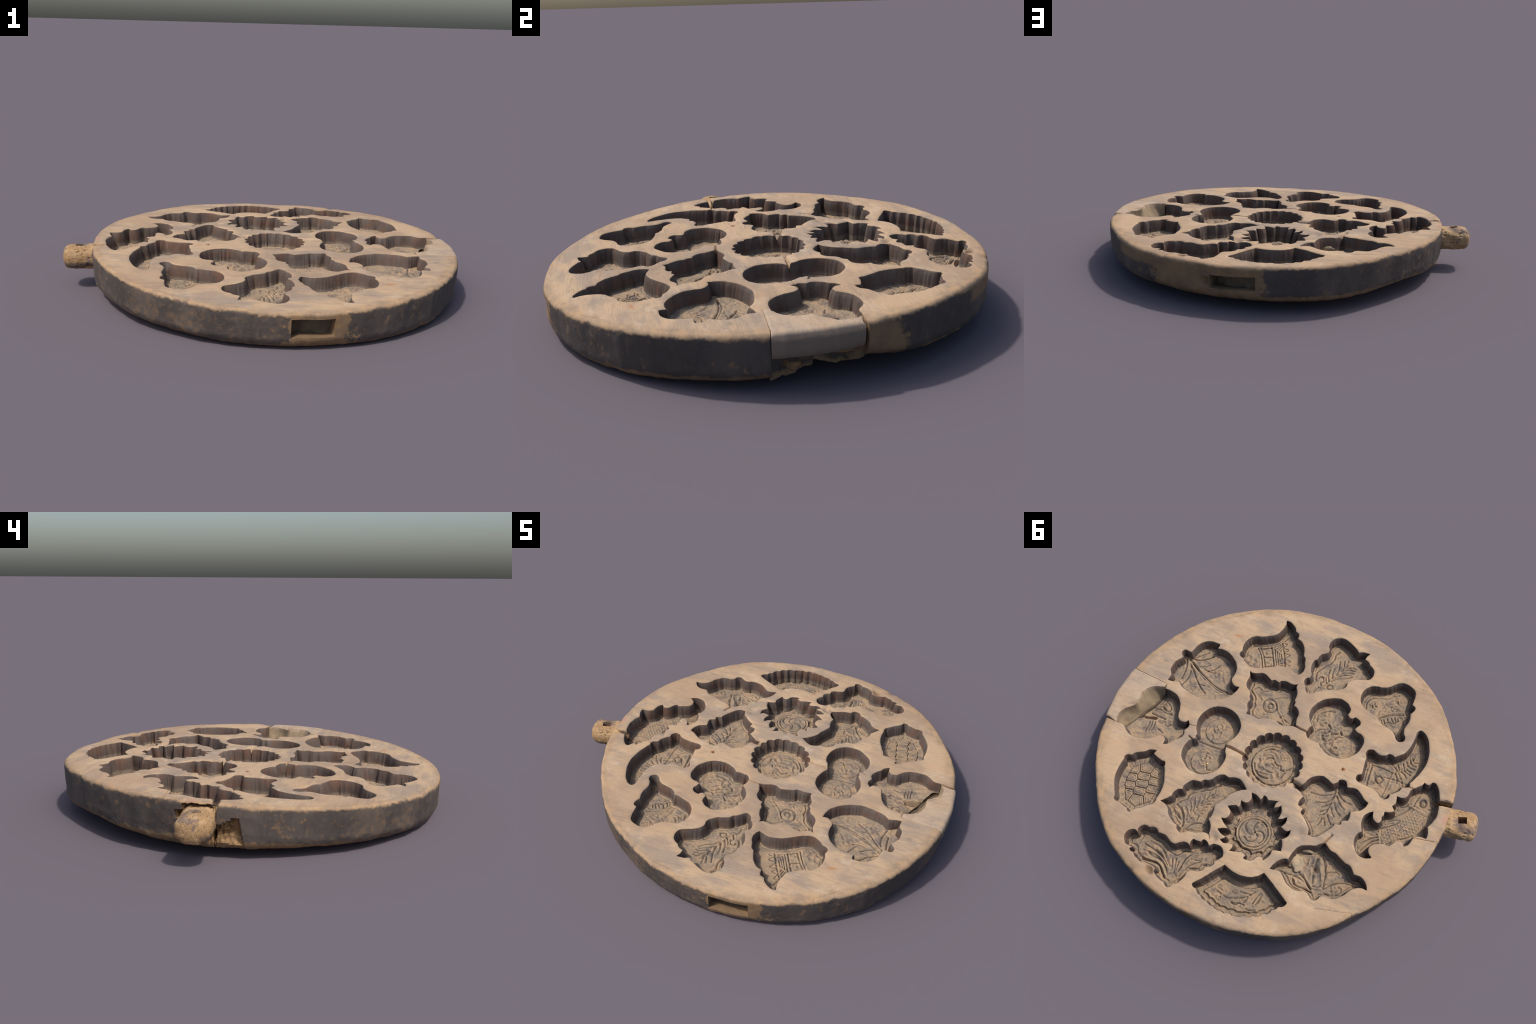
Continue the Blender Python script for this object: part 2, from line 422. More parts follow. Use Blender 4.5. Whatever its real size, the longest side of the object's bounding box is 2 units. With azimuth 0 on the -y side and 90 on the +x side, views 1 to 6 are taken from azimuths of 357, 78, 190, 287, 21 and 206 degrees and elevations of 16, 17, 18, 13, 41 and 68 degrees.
hollow('heart_hollow', (-367, -504),
  outline=[
    [(-103,-13),(-114,-43),(-112,-62)],
    [(-93,-72),(-91,-98),(-89,-124),(-77,-155),(-52,-171),(-23,-179),(4,-176),(30,-158),(46,-139),(66,-119),(92,-106),(120,-101),(148,-88),(164,-68),(176,-41),(177,-19),(173,6),(160,30),(142,48),(121,57),(95,65),(69,74)],
    [(46,75),(35,91),(8,108),(-19,113),(-47,120),(-67,134),(-80,153),(-96,164),(-110,163),(-127,149),(-125,125),(-111,108),(-104,82),(-110,45),(-111,15)]],
  carving=[
    ridge(3, 3, [(51,37),(30,17),(7,-2),(-21,-20),(-63,-39)]),
    groove(2.5, 2.5, [(47,46),(15,18),(-15,-2),(-67,-26)]),
    groove(2, 2, [(28,51),(8,24),(-18,6),(-47,-5),(-75,1)]),
    ridge(3, 3, [(50,19),(45,-7),(35,-33),(25,-47),(3,-51),(-19,-46),(-40,-52)]),
    ridge(2.5, 2.5, [(25,-47),(39,-59)]),
    ridge(2.5, 2, [(2,-48),(1,-31),(-15,-35)]),
    ridge(2.5, 2, [(39,-10),(23,-15)]),
    ridge(2.5, 2.5, [(111,-4),(92,-22)]),
    ridge(2.5, 2.5, [(109,-26),(94,0)]),
    ridge(2.5, 2.5, [(118,-16),(85,-4)]),
    ridge(2.5, 2.5, [(94,-33),(77,-17)]),
    ridge(2.5, 2.5, [(-6,-86),(-26,-101)]),
    ridge(2.5, 2.5, [(-8,-108),(-21,-80)]),
    ridge(2.5, 2.5, [(1,-98),(-28,-83)]),
    groove(2, 2.5, [(20,44),(7,65)]),
    groove(2, 2.5, [(6,29),(-6,47)]),
    groove(2, 2.5, [(-11,18),(-28,37)]),
    groove(2, 2.5, [(-27,8),(-43,30)]),
    groove(2, 2.5, [(-43,3),(-52,20)]),
    groove(2, 2.5, [(14,74),(-3,51),(-33,44),(-52,20)]),
    ridge(2.5, 2, [(-8,76),(-17,54),(-43,57),(-57,39),(-67,7)]),
    groove(2.5, 2.5, [(132,14),(139,-10),(133,-40),(113,-61),(77,-75),(45,-87),(24,-112),(-5,-131)])])

hollow('turtle_hollow', (652, 386),
  outline=[
    [(-44,184),(-27,183)],
    [(-14,172),(10,166)],
    [(30,159),(52,160),(69,151)],
    [(74,133),(92,105),(110,76),(123,42),(128,-2),(128,-37)],
    [(126,-59),(129,-75),(120,-89)],
    [(102,-93),(92,-110),(68,-127),(43,-143),(31,-157),(16,-165)],
    [(-7,-168),(-5,-158)],
    [(-4,-147),(-34,-136),(-56,-131),(-72,-132),(-80,-124)],
    [(-85,-106),(-105,-69),(-121,-33),(-130,0),(-132,39)],
    [(-129,65),(-132,81)],
    [(-126,100),(-100,123),(-79,144),(-53,166)]],
  carving=[
])

hollow('leaf_hollow', (309, 383),
  outline=[
    [(191,72),(171,49)],
    [(153,25),(151,2),(138,-20)],
    [(118,-30),(120,-50),(109,-74),(93,-94),(72,-100)],
    [(51,-103),(40,-119),(20,-127)],
    [(3,-141),(-3,-154),(-21,-176),(-42,-186)],
    [(-70,-183),(-95,-194),(-123,-197),(-148,-186)],
    [(-180,-159),(-155,-145),(-134,-125),(-112,-96),(-105,-74),(-86,-44),(-73,-14),(-78,8),(-81,34)],
    [(-76,60),(-90,72),(-102,90),(-108,114)],
    [(-108,129),(-86,131),(-65,141),(-42,151),(-21,155)],
    [(-3,160),(6,172),(18,179),(37,176),(51,166)],
    [(56,153),(75,148),(100,135),(123,116),(141,90),(164,76)]],
  carving=[
    ridge(2.5, 3, [(42,146),(39,116),(33,75),(26,39),(12,-7),(-3,-39),(-24,-76),(-45,-113)]),
    groove(3, 2.5, [(46,127),(67,82),(92,53),(121,38)]),
    ridge(2.5, 2.5, [(45,105),(58,73),(88,40)]),
    ridge(2.5, 2.5, [(41,81),(45,53),(72,25)]),
    ridge(2.5, 2.5, [(37,58),(39,29),(61,-5)]),
    ridge(2.5, 2.5, [(27,32),(33,-1),(50,-35)]),
    ridge(2.5, 2.5, [(20,4),(21,-25),(30,-52)]),
    ridge(2.5, 2.5, [(5,-24),(3,-47),(11,-69)]),
    ridge(2.5, 2.5, [(-10,-53),(-12,-74),(-7,-90)]),
    ridge(2.5, 2, [(-28,-80),(-33,-102),(-27,-119)]),
    ridge(2.5, 2.5, [(28,92),(6,58),(-11,39)]),
    ridge(2.5, 2.5, [(25,66),(9,40),(-19,19)]),
    ridge(2.5, 2.5, [(17,35),(5,17),(-21,2)]),
    ridge(2.5, 2.5, [(11,11),(-3,-9),(-26,-19)]),
    ridge(2.5, 2.5, [(3,-15),(-12,-32),(-35,-40)]),
    ridge(2.5, 2, [(-7,-38),(-24,-57),(-44,-63)]),
    ridge(2.5, 2, [(36,117),(15,91),(2,80)]),
    groove(2.5, 2.5, [(5,60),(-4,45),(-6,71)]),
    ridge(3, 2.5, [(118,64),(94,70),(75,86)]),
    groove(2.5, 2.5, [(109,82),(88,92),(66,103)]),
    groove(2.5, 2.5, [(27,139),(5,100),(-36,79),(-62,78)]),
    ridge(2.5, 2, [(10,132),(-14,108),(-46,99)]),
    groove(2.5, 3, [(124,37),(113,13),(90,-14),(89,-34),(72,-58),(42,-77),(29,-94),(3,-105),(-8,-125),(-35,-145)])])

hollow('star_leaf_hollow', (-268, 122),
  outline=[
    [(195,-12),(176,-21),(160,-31),(146,-51),(139,-74),(125,-95),(104,-112),(77,-124),(48,-118),(26,-108)],
    [(14,-105),(2,-116)],
    [(-6,-127),(-7,-137),(-23,-146),(-42,-144),(-53,-130)],
    [(-61,-117),(-87,-126),(-112,-126),(-135,-112),(-160,-93)],
    [(-187,-81),(-182,-51),(-164,-24),(-146,-14)],
    [(-126,-2),(-129,13),(-132,30)],
    [(-129,49),(-115,54)],
    [(-102,62),(-105,72)],
    [(-104,82),(-92,88)],
    [(-78,89),(-75,106),(-61,131),(-43,160),(-24,184),(-5,195)],
    [(22,194),(31,164),(54,140),(78,119)],
    [(100,104),(101,92)],
    [(98,80),(113,76)],
    [(130,70),(132,49)],
    [(124,21),(144,6),(165,-7),(181,-9)]],
  carving=[
    ridge(2.5, 3, [(-9,-114),(-18,-79),(-19,-40),(-17,-1),(-12,40),(-5,64)]),
    groove(2.5, 2.5, [(-12,-87),(15,-64),(57,-45),(104,-40)]),
    groove(2.5, 2.5, [(-11,-70),(-1,-40),(20,-17),(64,0)]),
    groove(2.5, 2.5, [(-16,-28),(1,-9),(23,12)]),
    groove(2.5, 2.5, [(-17,-1),(-1,20),(21,38)]),
    groove(2.5, 2.5, [(-12,21),(0,42),(18,58)]),
    ridge(2.5, 2, [(-6,56),(10,77)]),
    groove(2.5, 2.5, [(-20,-96),(-51,-71),(-80,-62),(-111,-62)]),
    groove(2.5, 2.5, [(-22,-75),(-54,-40),(-85,-21)]),
    groove(2.5, 2.5, [(-22,-39),(-50,-2),(-79,18)]),
    groove(2.5, 2.5, [(-22,-3),(-37,20),(-53,35)]),
    groove(2.5, 2.5, [(-13,28),(-32,58),(-55,80)]),
    groove(2.5, 2.5, [(-8,60),(-29,97)]),
    groove(2.5, 2.5, [(-3,71),(4,109)])])

hollow('horn_hollow', (-491, -197),
  outline=[
    [(-116,53),(-119,73)],
    [(-100,86),(-89,92),(-81,114),(-63,136)],
    [(-45,151),(-45,171),(-28,188)],
    [(-6,186),(13,171),(32,162),(66,157),(102,155),(133,151),(145,139),(144,119)],
    [(125,106),(131,70),(137,29)],
    [(140,9),(151,-13),(148,-33),(138,-41),(121,-47),(102,-39),(78,-33)],
    [(50,-44),(41,-57),(23,-59)],
    [(7,-54),(-10,-72),(-29,-92),(-42,-129),(-48,-163),(-48,-207),(-48,-236),(-61,-253),(-89,-245),(-114,-219),(-133,-183),(-147,-143),(-154,-97),(-151,-53),(-140,-11),(-127,25)]],
  carving=[
    groove(2.5, 3, [(101,6),(48,3),(-14,6)]),
    groove(2.5, 3, [(99,12),(94,65),(85,127)]),
    ridge(2.5, 3, [(-17,8),(-16,48),(-18,93),(-14,146)]),
    groove(2.5, 2.5, [(19,47),(-21,40),(-61,37),(-99,38)]),
    groove(2.5, 2.5, [(-27,6),(-44,29),(-50,51)]),
    groove(2.5, 2.5, [(-43,-1),(-67,25),(-83,54)]),
    ridge(2.5, 3, [(-16,5),(-44,-20),(-69,-49),(-89,-96),(-90,-131)]),
    groove(2.5, 2.5, [(9,-39),(-12,-27),(-30,-13)]),
    groove(2, 2.5, [(-19,-51),(-38,-23)]),
    groove(2, 2.5, [(-42,-68),(-58,-41)]),
    groove(2, 2.5, [(-55,-84),(-72,-60)]),
    groove(2, 2.5, [(-68,-102),(-81,-80)]),
    groove(2, 2.5, [(-75,-118),(-88,-99)]),
    groove(2.5, 2.5, [(-50,-19),(-70,-10),(-87,7)]),
    groove(2.5, 2.5, [(-59,-32),(-78,-23),(-99,-20)]),
    groove(2, 2.5, [(-68,-43),(-98,-35)]),
    groove(2, 2.5, [(-76,-59),(-109,-58)]),
    groove(2, 2.5, [(-82,-77),(-110,-77)]),
    groove(2, 2.5, [(-90,-93),(-114,-101)]),
    ridge(5, 3.5, [(44,71),(38,68)]),
    groove(2.5, 2.5, [(61,59),(37,51),(22,68),(31,88),(54,83),(61,59)]),
    ridge(3, 2.5, [(68,41),(60,49)]),
    ridge(3, 2.5, [(25,67),(11,48),(11,61)]),
    ridge(3, 2.5, [(24,91),(10,99)]),
    ridge(3, 2.5, [(70,90),(52,94)])])

hollow('sun_hollow', (9, 379),
  outline=[
    [(90,-150),(69,-151),(49,-144)],
    [(35,-136),(29,-144)],
    [(28,-162),(12,-161)],
    [(-2,-148),(-24,-156)],
    [(-53,-163),(-45,-147)],
    [(-48,-125),(-64,-136)],
    [(-75,-148),(-88,-124),(-91,-99)],
    [(-89,-79),(-111,-89)],
    [(-125,-106),(-132,-85),(-128,-63)],
    [(-120,-46),(-139,-39),(-158,-39)],
    [(-170,-50),(-173,-31),(-167,-8)],
    [(-150,11),(-163,36)],
    [(-171,68),(-147,75)],
    [(-130,82),(-131,105),(-122,128)],
    [(-111,146),(-99,136)],
    [(-84,134),(-73,146),(-61,167),(-41,176)],
    [(-16,176)],
    [(-21,157),(1,152),(20,158),(37,163)],
    [(61,168),(56,152)],
    [(57,135),(75,135),(104,145)],
    [(129,134),(117,123)],
    [(109,112),(136,107)],
    [(164,91),(140,76)],
    [(119,68),(148,52)],
    [(172,32),(152,24),(141,6),(145,-17)],
    [(169,-37),(151,-50),(132,-58)],
    [(117,-55),(115,-69)],
    [(120,-93),(102,-89),(84,-98),(78,-118),(83,-137)]],
  carving=[
    groove(2.5, 2.5, [(-2,13),(-22,31),(-17,56),(11,69),(39,58)]),
    groove(2.5, 2.5, [(0,14),(-3,10),(-19,0),(-43,4),(-56,33),(-45,61)]),
    groove(2.5, 2.5, [(0,14),(13,-7),(8,-33),(-18,-50),(-43,-38)]),
    groove(2.5, 2.5, [(-1,17),(14,32),(36,27),(57,1),(51,-28)]),
    ridge(4, 3.5, [(32,8),(28,9)]),
    ridge(4, 3.5, [(-6,-21),(-9,-20)]),
    ridge(4, 3.5, [(-27,15),(-30,15)]),
    ridge(4, 3.5, [(3,45),(0,45)])])

hollow('fish_hollow', (-617, 79),
  outline=[
    [(135,113),(150,88),(158,56),(153,25),(137,5)],
    [(121,-7),(115,18),(101,34),(79,39),(70,21)],
    [(74,6),(69,-11)],
    [(71,-28),(49,-35)],
    [(30,-50),(39,-62)],
    [(48,-69),(39,-93),(41,-113)],
    [(46,-131),(24,-132),(2,-144),(-4,-167),(-7,-191),(-29,-218),(-48,-240)],
    [(-55,-257),(-67,-252)],
    [(-80,-255),(-92,-274),(-109,-275),(-134,-249)],
    [(-154,-208),(-159,-184),(-168,-153),(-173,-109),(-165,-73)],
    [(-151,-41),(-160,-20),(-166,3)],
    [(-165,22),(-143,24),(-122,29)],
    [(-106,41),(-103,63),(-95,88)],
    [(-80,104),(-71,93),(-57,86),(-39,93),(-24,115),(-11,132)],
    [(1,135)],
    [(6,127),(35,140),(59,154),(71,176),(67,195),(56,209),(42,219),(62,233),(86,238),(109,232),(132,212),(148,188),(155,157),(149,129)]],
  carving=[
    groove(2.5, 3, [(-77,-158),(-72,-179),(-86,-192),(-101,-182),(-104,-167),(-94,-152),(-77,-158)]),
    ridge(4, 3, [(-87,-171),(-94,-170)]),
    ridge(3, 2.5, [(-23,-133),(-48,-131),(-82,-130),(-114,-124)]),
    groove(2.5, 2.5, [(-50,-142),(-53,-174),(-59,-200)]),
    groove(2.5, 2, [(15,-53),(-10,-81),(-35,-119)]),
    groove(2.5, 3, [(58,36),(22,6),(-8,-24),(-15,-37)]),
    groove(2.5, 2.5, [(4,104),(-29,66),(-63,41),(-99,12)]),
    ridge(3, 2.5, [(61,49),(51,83),(33,117)]),
    ridge(2.5, 2, [(62,69),(91,79),(115,80)]),
    ridge(2.5, 2, [(58,80),(86,99),(114,105)]),
    ridge(2.5, 2, [(54,91),(89,123),(116,173)]),
    ridge(2.5, 2, [(46,103),(72,134),(96,192)]),
    groove(2.5, 2, [(56,85),(88,109),(123,148)]),
    groove(2.5, 2, [(49,98),(80,128),(108,185)]),
    groove(2.5, 2, [(91,66),(66,74)]),
    groove(2.5, 2, [(45,-7),(23,-27),(-8,-41)]),
    groove(2.5, 2, [(44,9),(22,-11),(-5,-33)]),
    groove(2.5, 2, [(18,-108),(-8,-120),(-21,-139)])])

hollow('ginkgo_hollow', (330, 673),
  outline=[
    [(-37,145),(-11,141),(13,130)],
    [(31,117)],
    [(32,101),(50,93),(76,94),(97,95),(117,99),(134,93),(151,87)],
    [(168,72),(185,71),(193,64)],
    [(184,52),(204,50),(225,48),(240,30),(250,7),(243,-16),(226,-31),(208,-34)],
    [(197,-29),(202,-43),(196,-62),(178,-76)],
    [(155,-75),(132,-84),(114,-82)],
    [(99,-69),(81,-71),(59,-70),(36,-58),(18,-50),(-1,-50),(-18,-65),(-39,-77),(-61,-77)],
    [(-70,-72),(-67,-87),(-73,-107),(-89,-108)],
    [(-112,-110),(-120,-126),(-140,-125)],
    [(-159,-109),(-175,-125),(-202,-130),(-221,-126),(-237,-108),(-243,-86),(-234,-66)],
    [(-218,-48),(-221,-33),(-209,-14)],
    [(-189,-4),(-186,15),(-171,28),(-148,36),(-128,44),(-121,57),(-120,81),(-109,107),(-96,124)],
    [(-82,133),(-82,149),(-69,160),(-52,157)]],
  carving=[
    groove(3, 3.5, [(-14,112),(12,88),(35,66),(62,61),(103,68),(129,72)]),
    groove(3, 3, [(-13,77),(21,49),(46,38),(91,38),(116,27)]),
    ridge(3, 3, [(-13,99),(19,70),(54,55),(94,59),(126,57)]),
    groove(2.5, 3, [(-1,50),(19,37),(50,20),(85,8),(151,-2)]),
    ridge(3, 3, [(-22,84),(7,50),(47,27),(83,21),(138,23)]),
    groove(3, 3, [(-15,49),(14,26),(38,1),(70,-18),(131,-27)]),
    ridge(3, 3, [(-25,75),(-6,48),(14,32),(38,12),(79,-3)]),
    groove(2.5, 2.5, [(-26,50),(-9,11)]),
    groove(2.5, 2.5, [(-48,75),(-39,38),(-26,3)]),
    groove(2.5, 2.5, [(-53,54),(-44,14)]),
    groove(2.5, 3, [(-64,60),(-66,21),(-70,-14),(-84,-42)]),
    ridge(3, 3, [(-67,75),(-79,29),(-97,-15),(-120,-36)]),
    groove(2.5, 3, [(-79,78),(-93,36),(-106,3),(-143,-33)]),
    ridge(3, 2.5, [(-70,27),(-79,-7),(-90,-40),(-117,-63)]),
    groove(2.5, 2.5, [(-98,-24),(-127,-31),(-142,-46)]),
    groove(3, 3, [(-85,100),(-96,62),(-109,35)]),
    groove(2.5, 2.5, [(-105,22),(-141,7),(-160,-21),(-176,-28)]),
    groove(2.5, 3, [(34,-18),(2,-15),(-21,-14),(-34,-31),(-45,-47),(-80,-60)])])

hollow('butterfly_hollow', (-374, 477),
  outline=[
    [(226,73),(219,45),(206,19),(187,-1)],
    [(165,-8),(159,-45),(148,-79),(135,-95),(102,-113),(70,-127),(53,-144)],
    [(34,-159),(19,-150),(1,-137)],
    [(-11,-132),(-32,-130)],
    [(-47,-125),(-68,-115)],
    [(-94,-103),(-122,-100),(-145,-81)],
    [(-155,-68),(-192,-69),(-214,-58),(-232,-41)],
    [(-242,-19),(-217,-19),(-196,-11),(-181,0),(-165,20),(-151,46),(-134,64),(-117,81),(-95,87),(-70,88),(-52,97),(-45,114),(-31,128),(-13,126),(2,115),(18,107),(33,106),(52,115),(76,118),(99,115),(123,106),(143,91),(160,76),(174,67),(192,67),(213,71)]],
  carving=[
    groove(3, 3, [(13,-100),(-9,-67),(-28,-23),(-41,37)]),
    groove(3, 3, [(41,-82),(36,-47),(30,-10),(15,36)]),
    ridge(6, 5, [(26,-89),(5,-47),(-21,7)]),
    groove(6, 9, [(33,-37),(26,-25)]),
    ridge(4, 3, [(71,-68),(66,-39),(71,-21)]),
    ridge(4, 3, [(50,-78),(44,-48)]),
    groove(2.5, 2.5, [(105,-11),(93,16),(60,33),(13,69)]),
    ridge(3, 2.5, [(70,11),(54,28),(16,57)]),
    groove(3, 2.5, [(159,45),(125,41),(84,41),(44,52),(11,68)]),
    groove(2.5, 3, [(109,60),(99,76),(71,82),(36,79),(5,81)]),
    ridge(3, 2.5, [(109,54),(94,58),(92,68)]),
    groove(2.5, 2.5, [(-47,45),(-67,15),(-89,-5),(-126,-25),(-169,-29)]),
    ridge(3, 2.5, [(-48,36),(-73,-1),(-91,-24),(-118,-42)]),
    groove(2.5, 2.5, [(-57,61),(-86,58),(-111,47),(-127,27),(-124,7),(-109,6)]),
    ridge(3, 2.5, [(-80,33),(-96,25)]),
    ridge(3, 2.5, [(-83,18),(-95,39)]),
    groove(2.5, 2.5, [(-30,-37),(-44,-51),(-54,-50),(-69,-62),(-88,-55)]),
    ridge(2.5, 2, [(-23,-47),(-20,-77)]),
    ridge(2.5, 2, [(-33,-51),(-32,-80)]),
    groove(2.5, 2, [(7,48),(-13,47),(-29,32)]),
    ridge(3, 2, [(-5,58),(-30,47)])])

hollow('fan_hollow', (-61, 753),
  outline=[
    [(120,-133),(96,-127),(64,-119),(28,-118),(-11,-125),(-44,-144)],
    [(-72,-174),(-124,-148),(-173,-120)],
    [(-233,-86),(-231,-75),(-219,-58)],
    [(-203,-50),(-197,-37)],
    [(-179,-22),(-176,-8),(-167,3)],
    [(-146,11),(-142,23),(-132,33)],
    [(-109,36),(-104,47),(-93,53)],
    [(-69,54),(-62,61),(-39,70)],
    [(-20,76),(-9,72)],
    [(3,74),(17,81),(30,80)],
    [(44,76),(57,79),(72,78)],
    [(82,74),(96,75),(111,71)],
    [(122,62),(137,64),(148,61)],
    [(161,49),(175,48),(186,40)],
    [(194,31),(208,28),(219,23)],
    [(224,14),(188,-34),(157,-82)]],
  carving=[
    groove(2.5, 2.5, [(111,-16),(83,-11),(50,-6),(18,-18),(-17,-35),(-40,-56),(-63,-86)]),
    ridge(2.5, 2.5, [(109,-40),(84,-36)]),
    ridge(2.5, 2.5, [(35,-48),(18,-50),(17,-58)]),
    groove(2.5, 2.5, [(4,-57),(-22,-61),(-48,-64)]),
    ridge(2.5, 2, [(121,4),(91,3)]),
    ridge(3, 2.5, [(79,-8),(77,11),(96,13)]),
    groove(2.5, 2.5, [(-74,-31),(-78,-55),(-91,-91)]),
    groove(2.5, 2.5, [(-91,-31),(-95,-60),(-99,-85)]),
    groove(2.5, 2.5, [(25,8),(3,8),(-13,-6),(-39,-5)]),
    ridge(3, 2.5, [(14,1),(-11,-10),(-39,-10)]),
    groove(2.5, 2.5, [(-30,-14),(-38,-32),(-39,-48)]),
    ridge(2.5, 2, [(-5,20),(-13,4)]),
    ridge(2.5, 2, [(-105,-45),(-111,-65),(-124,-63)]),
    groove(2.5, 2.5, [(-55,8),(-68,9),(-97,-4)]),
    ridge(2.5, 2, [(-46,-91),(-71,-107)])])

hollow('round_flower_hollow', (77, 21),
  outline=ROUND,
  carving=[
    groove(2.5, 3, [(93,63),(108,38),(114,3),(106,-33),(93,-58),(70,-83),(42,-98),(1,-106),(-36,-100),(-66,-84),(-90,-57),(-104,-20),(-108,15),(-98,49),(-78,79),(-50,102),(-16,112),(22,110),(57,97),(80,81),(93,63)]),
    groove(2.5, 3, [(93,31),(79,57),(57,76),(31,86),(-2,82)]),
    groove(2.5, 2.5, [(74,-59),(46,-80),(10,-82),(-21,-69),(-35,-59)]),
    ridge(3, 2.5, [(37,-70),(12,-65),(-10,-53)]),
    ridge(3, 2.5, [(23,-79),(-3,-75),(-29,-62)]),
    ridge(3, 3, [(75,-9),(63,7),(62,36),(42,30)]),
    ridge(3, 3, [(63,-36),(45,-50),(20,-50),(10,-39)]),
    groove(2.5, 2.5, [(49,-16),(35,-30),(14,-32),(0,-16)]),
    ridge(3, 2.5, [(30,8),(12,-6),(-11,0),(-11,16)]),
    groove(2.5, 3, [(-2,-17),(-20,-6),(-39,-7),(-47,11),(-61,10)]),
    groove(2.5, 3, [(-61,10),(-80,-4),(-97,-25)]),
    ridge(4, 3, [(-27,20),(-47,32),(-54,47)]),
    groove(2.5, 2.5, [(-65,50),(-68,30),(-73,15)]),
    ridge(3, 2.5, [(-13,-33),(-35,-48),(-56,-55)]),
    ridge(3, 2.5, [(61,62),(31,59),(0,56)]),
    ridge(3, 2.5, [(45,76),(16,76),(-9,65)]),
    groove(2.5, 2.5, [(37,41),(6,45),(-12,40)]),
    ridge(4, 3, [(-19,55),(-30,64)])])


# ------------------------------------------------- floors: relief of a hollow
GOURD = [((.417, -.037), .070), ((.412, .153), .067)]
SUN_C = np.array([.013, .400])
SHELL = np.array([[668, 312], [659, 355], [650, 394], [642, 435], [634, 479]]) / 1e3

# lowered border beside the wall: depth, width
TRENCH = {"fan_hollow": (.011, .024), "round_flower_hollow": (.004, .022), "sun_hollow": (.014, .024), "square_flower_hollow": (.007, .013),
          "gourd_hollow": (0, .01), "heart_hollow": (.005, .014), "leaf_hollow": (.005, .016), "ginkgo_hollow": (.006, .017),
          "pomegranate_hollow": (0, .01), "bird_hollow": (.0, .01), "turtle_hollow": (.0, .01), "butterfly_hollow": (.006, .013)}

# floors cut deeper or shallower than the rest
SINK = {"fan_hollow": .011, "round_flower_hollow": .005, "butterfly_hollow": .006, "fish_hollow": .006, "horn_hollow": .005, "leaf_hollow": .004, "sun_hollow": .003}

def inset_step(d, width, h): return -h * smooth(width - .0025, width + .0025, d)

FISH_BODY = np.array([(-557, 128), (-559, 115), (-595, 85), (-632, 42), (-653, -37), (-669, -51), (-700, -48), (-730, -42), (-748, -30), (-755, 6), (-741, 48), (-716, 91), (-680, 120), (-647, 148), (-612, 181), (-585, 194)]) / 1e3
FISH_HEAD = np.array([(-640, -54), (-632, -84), (-648, -122), (-678, -147), (-723, -149), (-756, -123), (-766, -78), (-759, -42)]) / 1e3

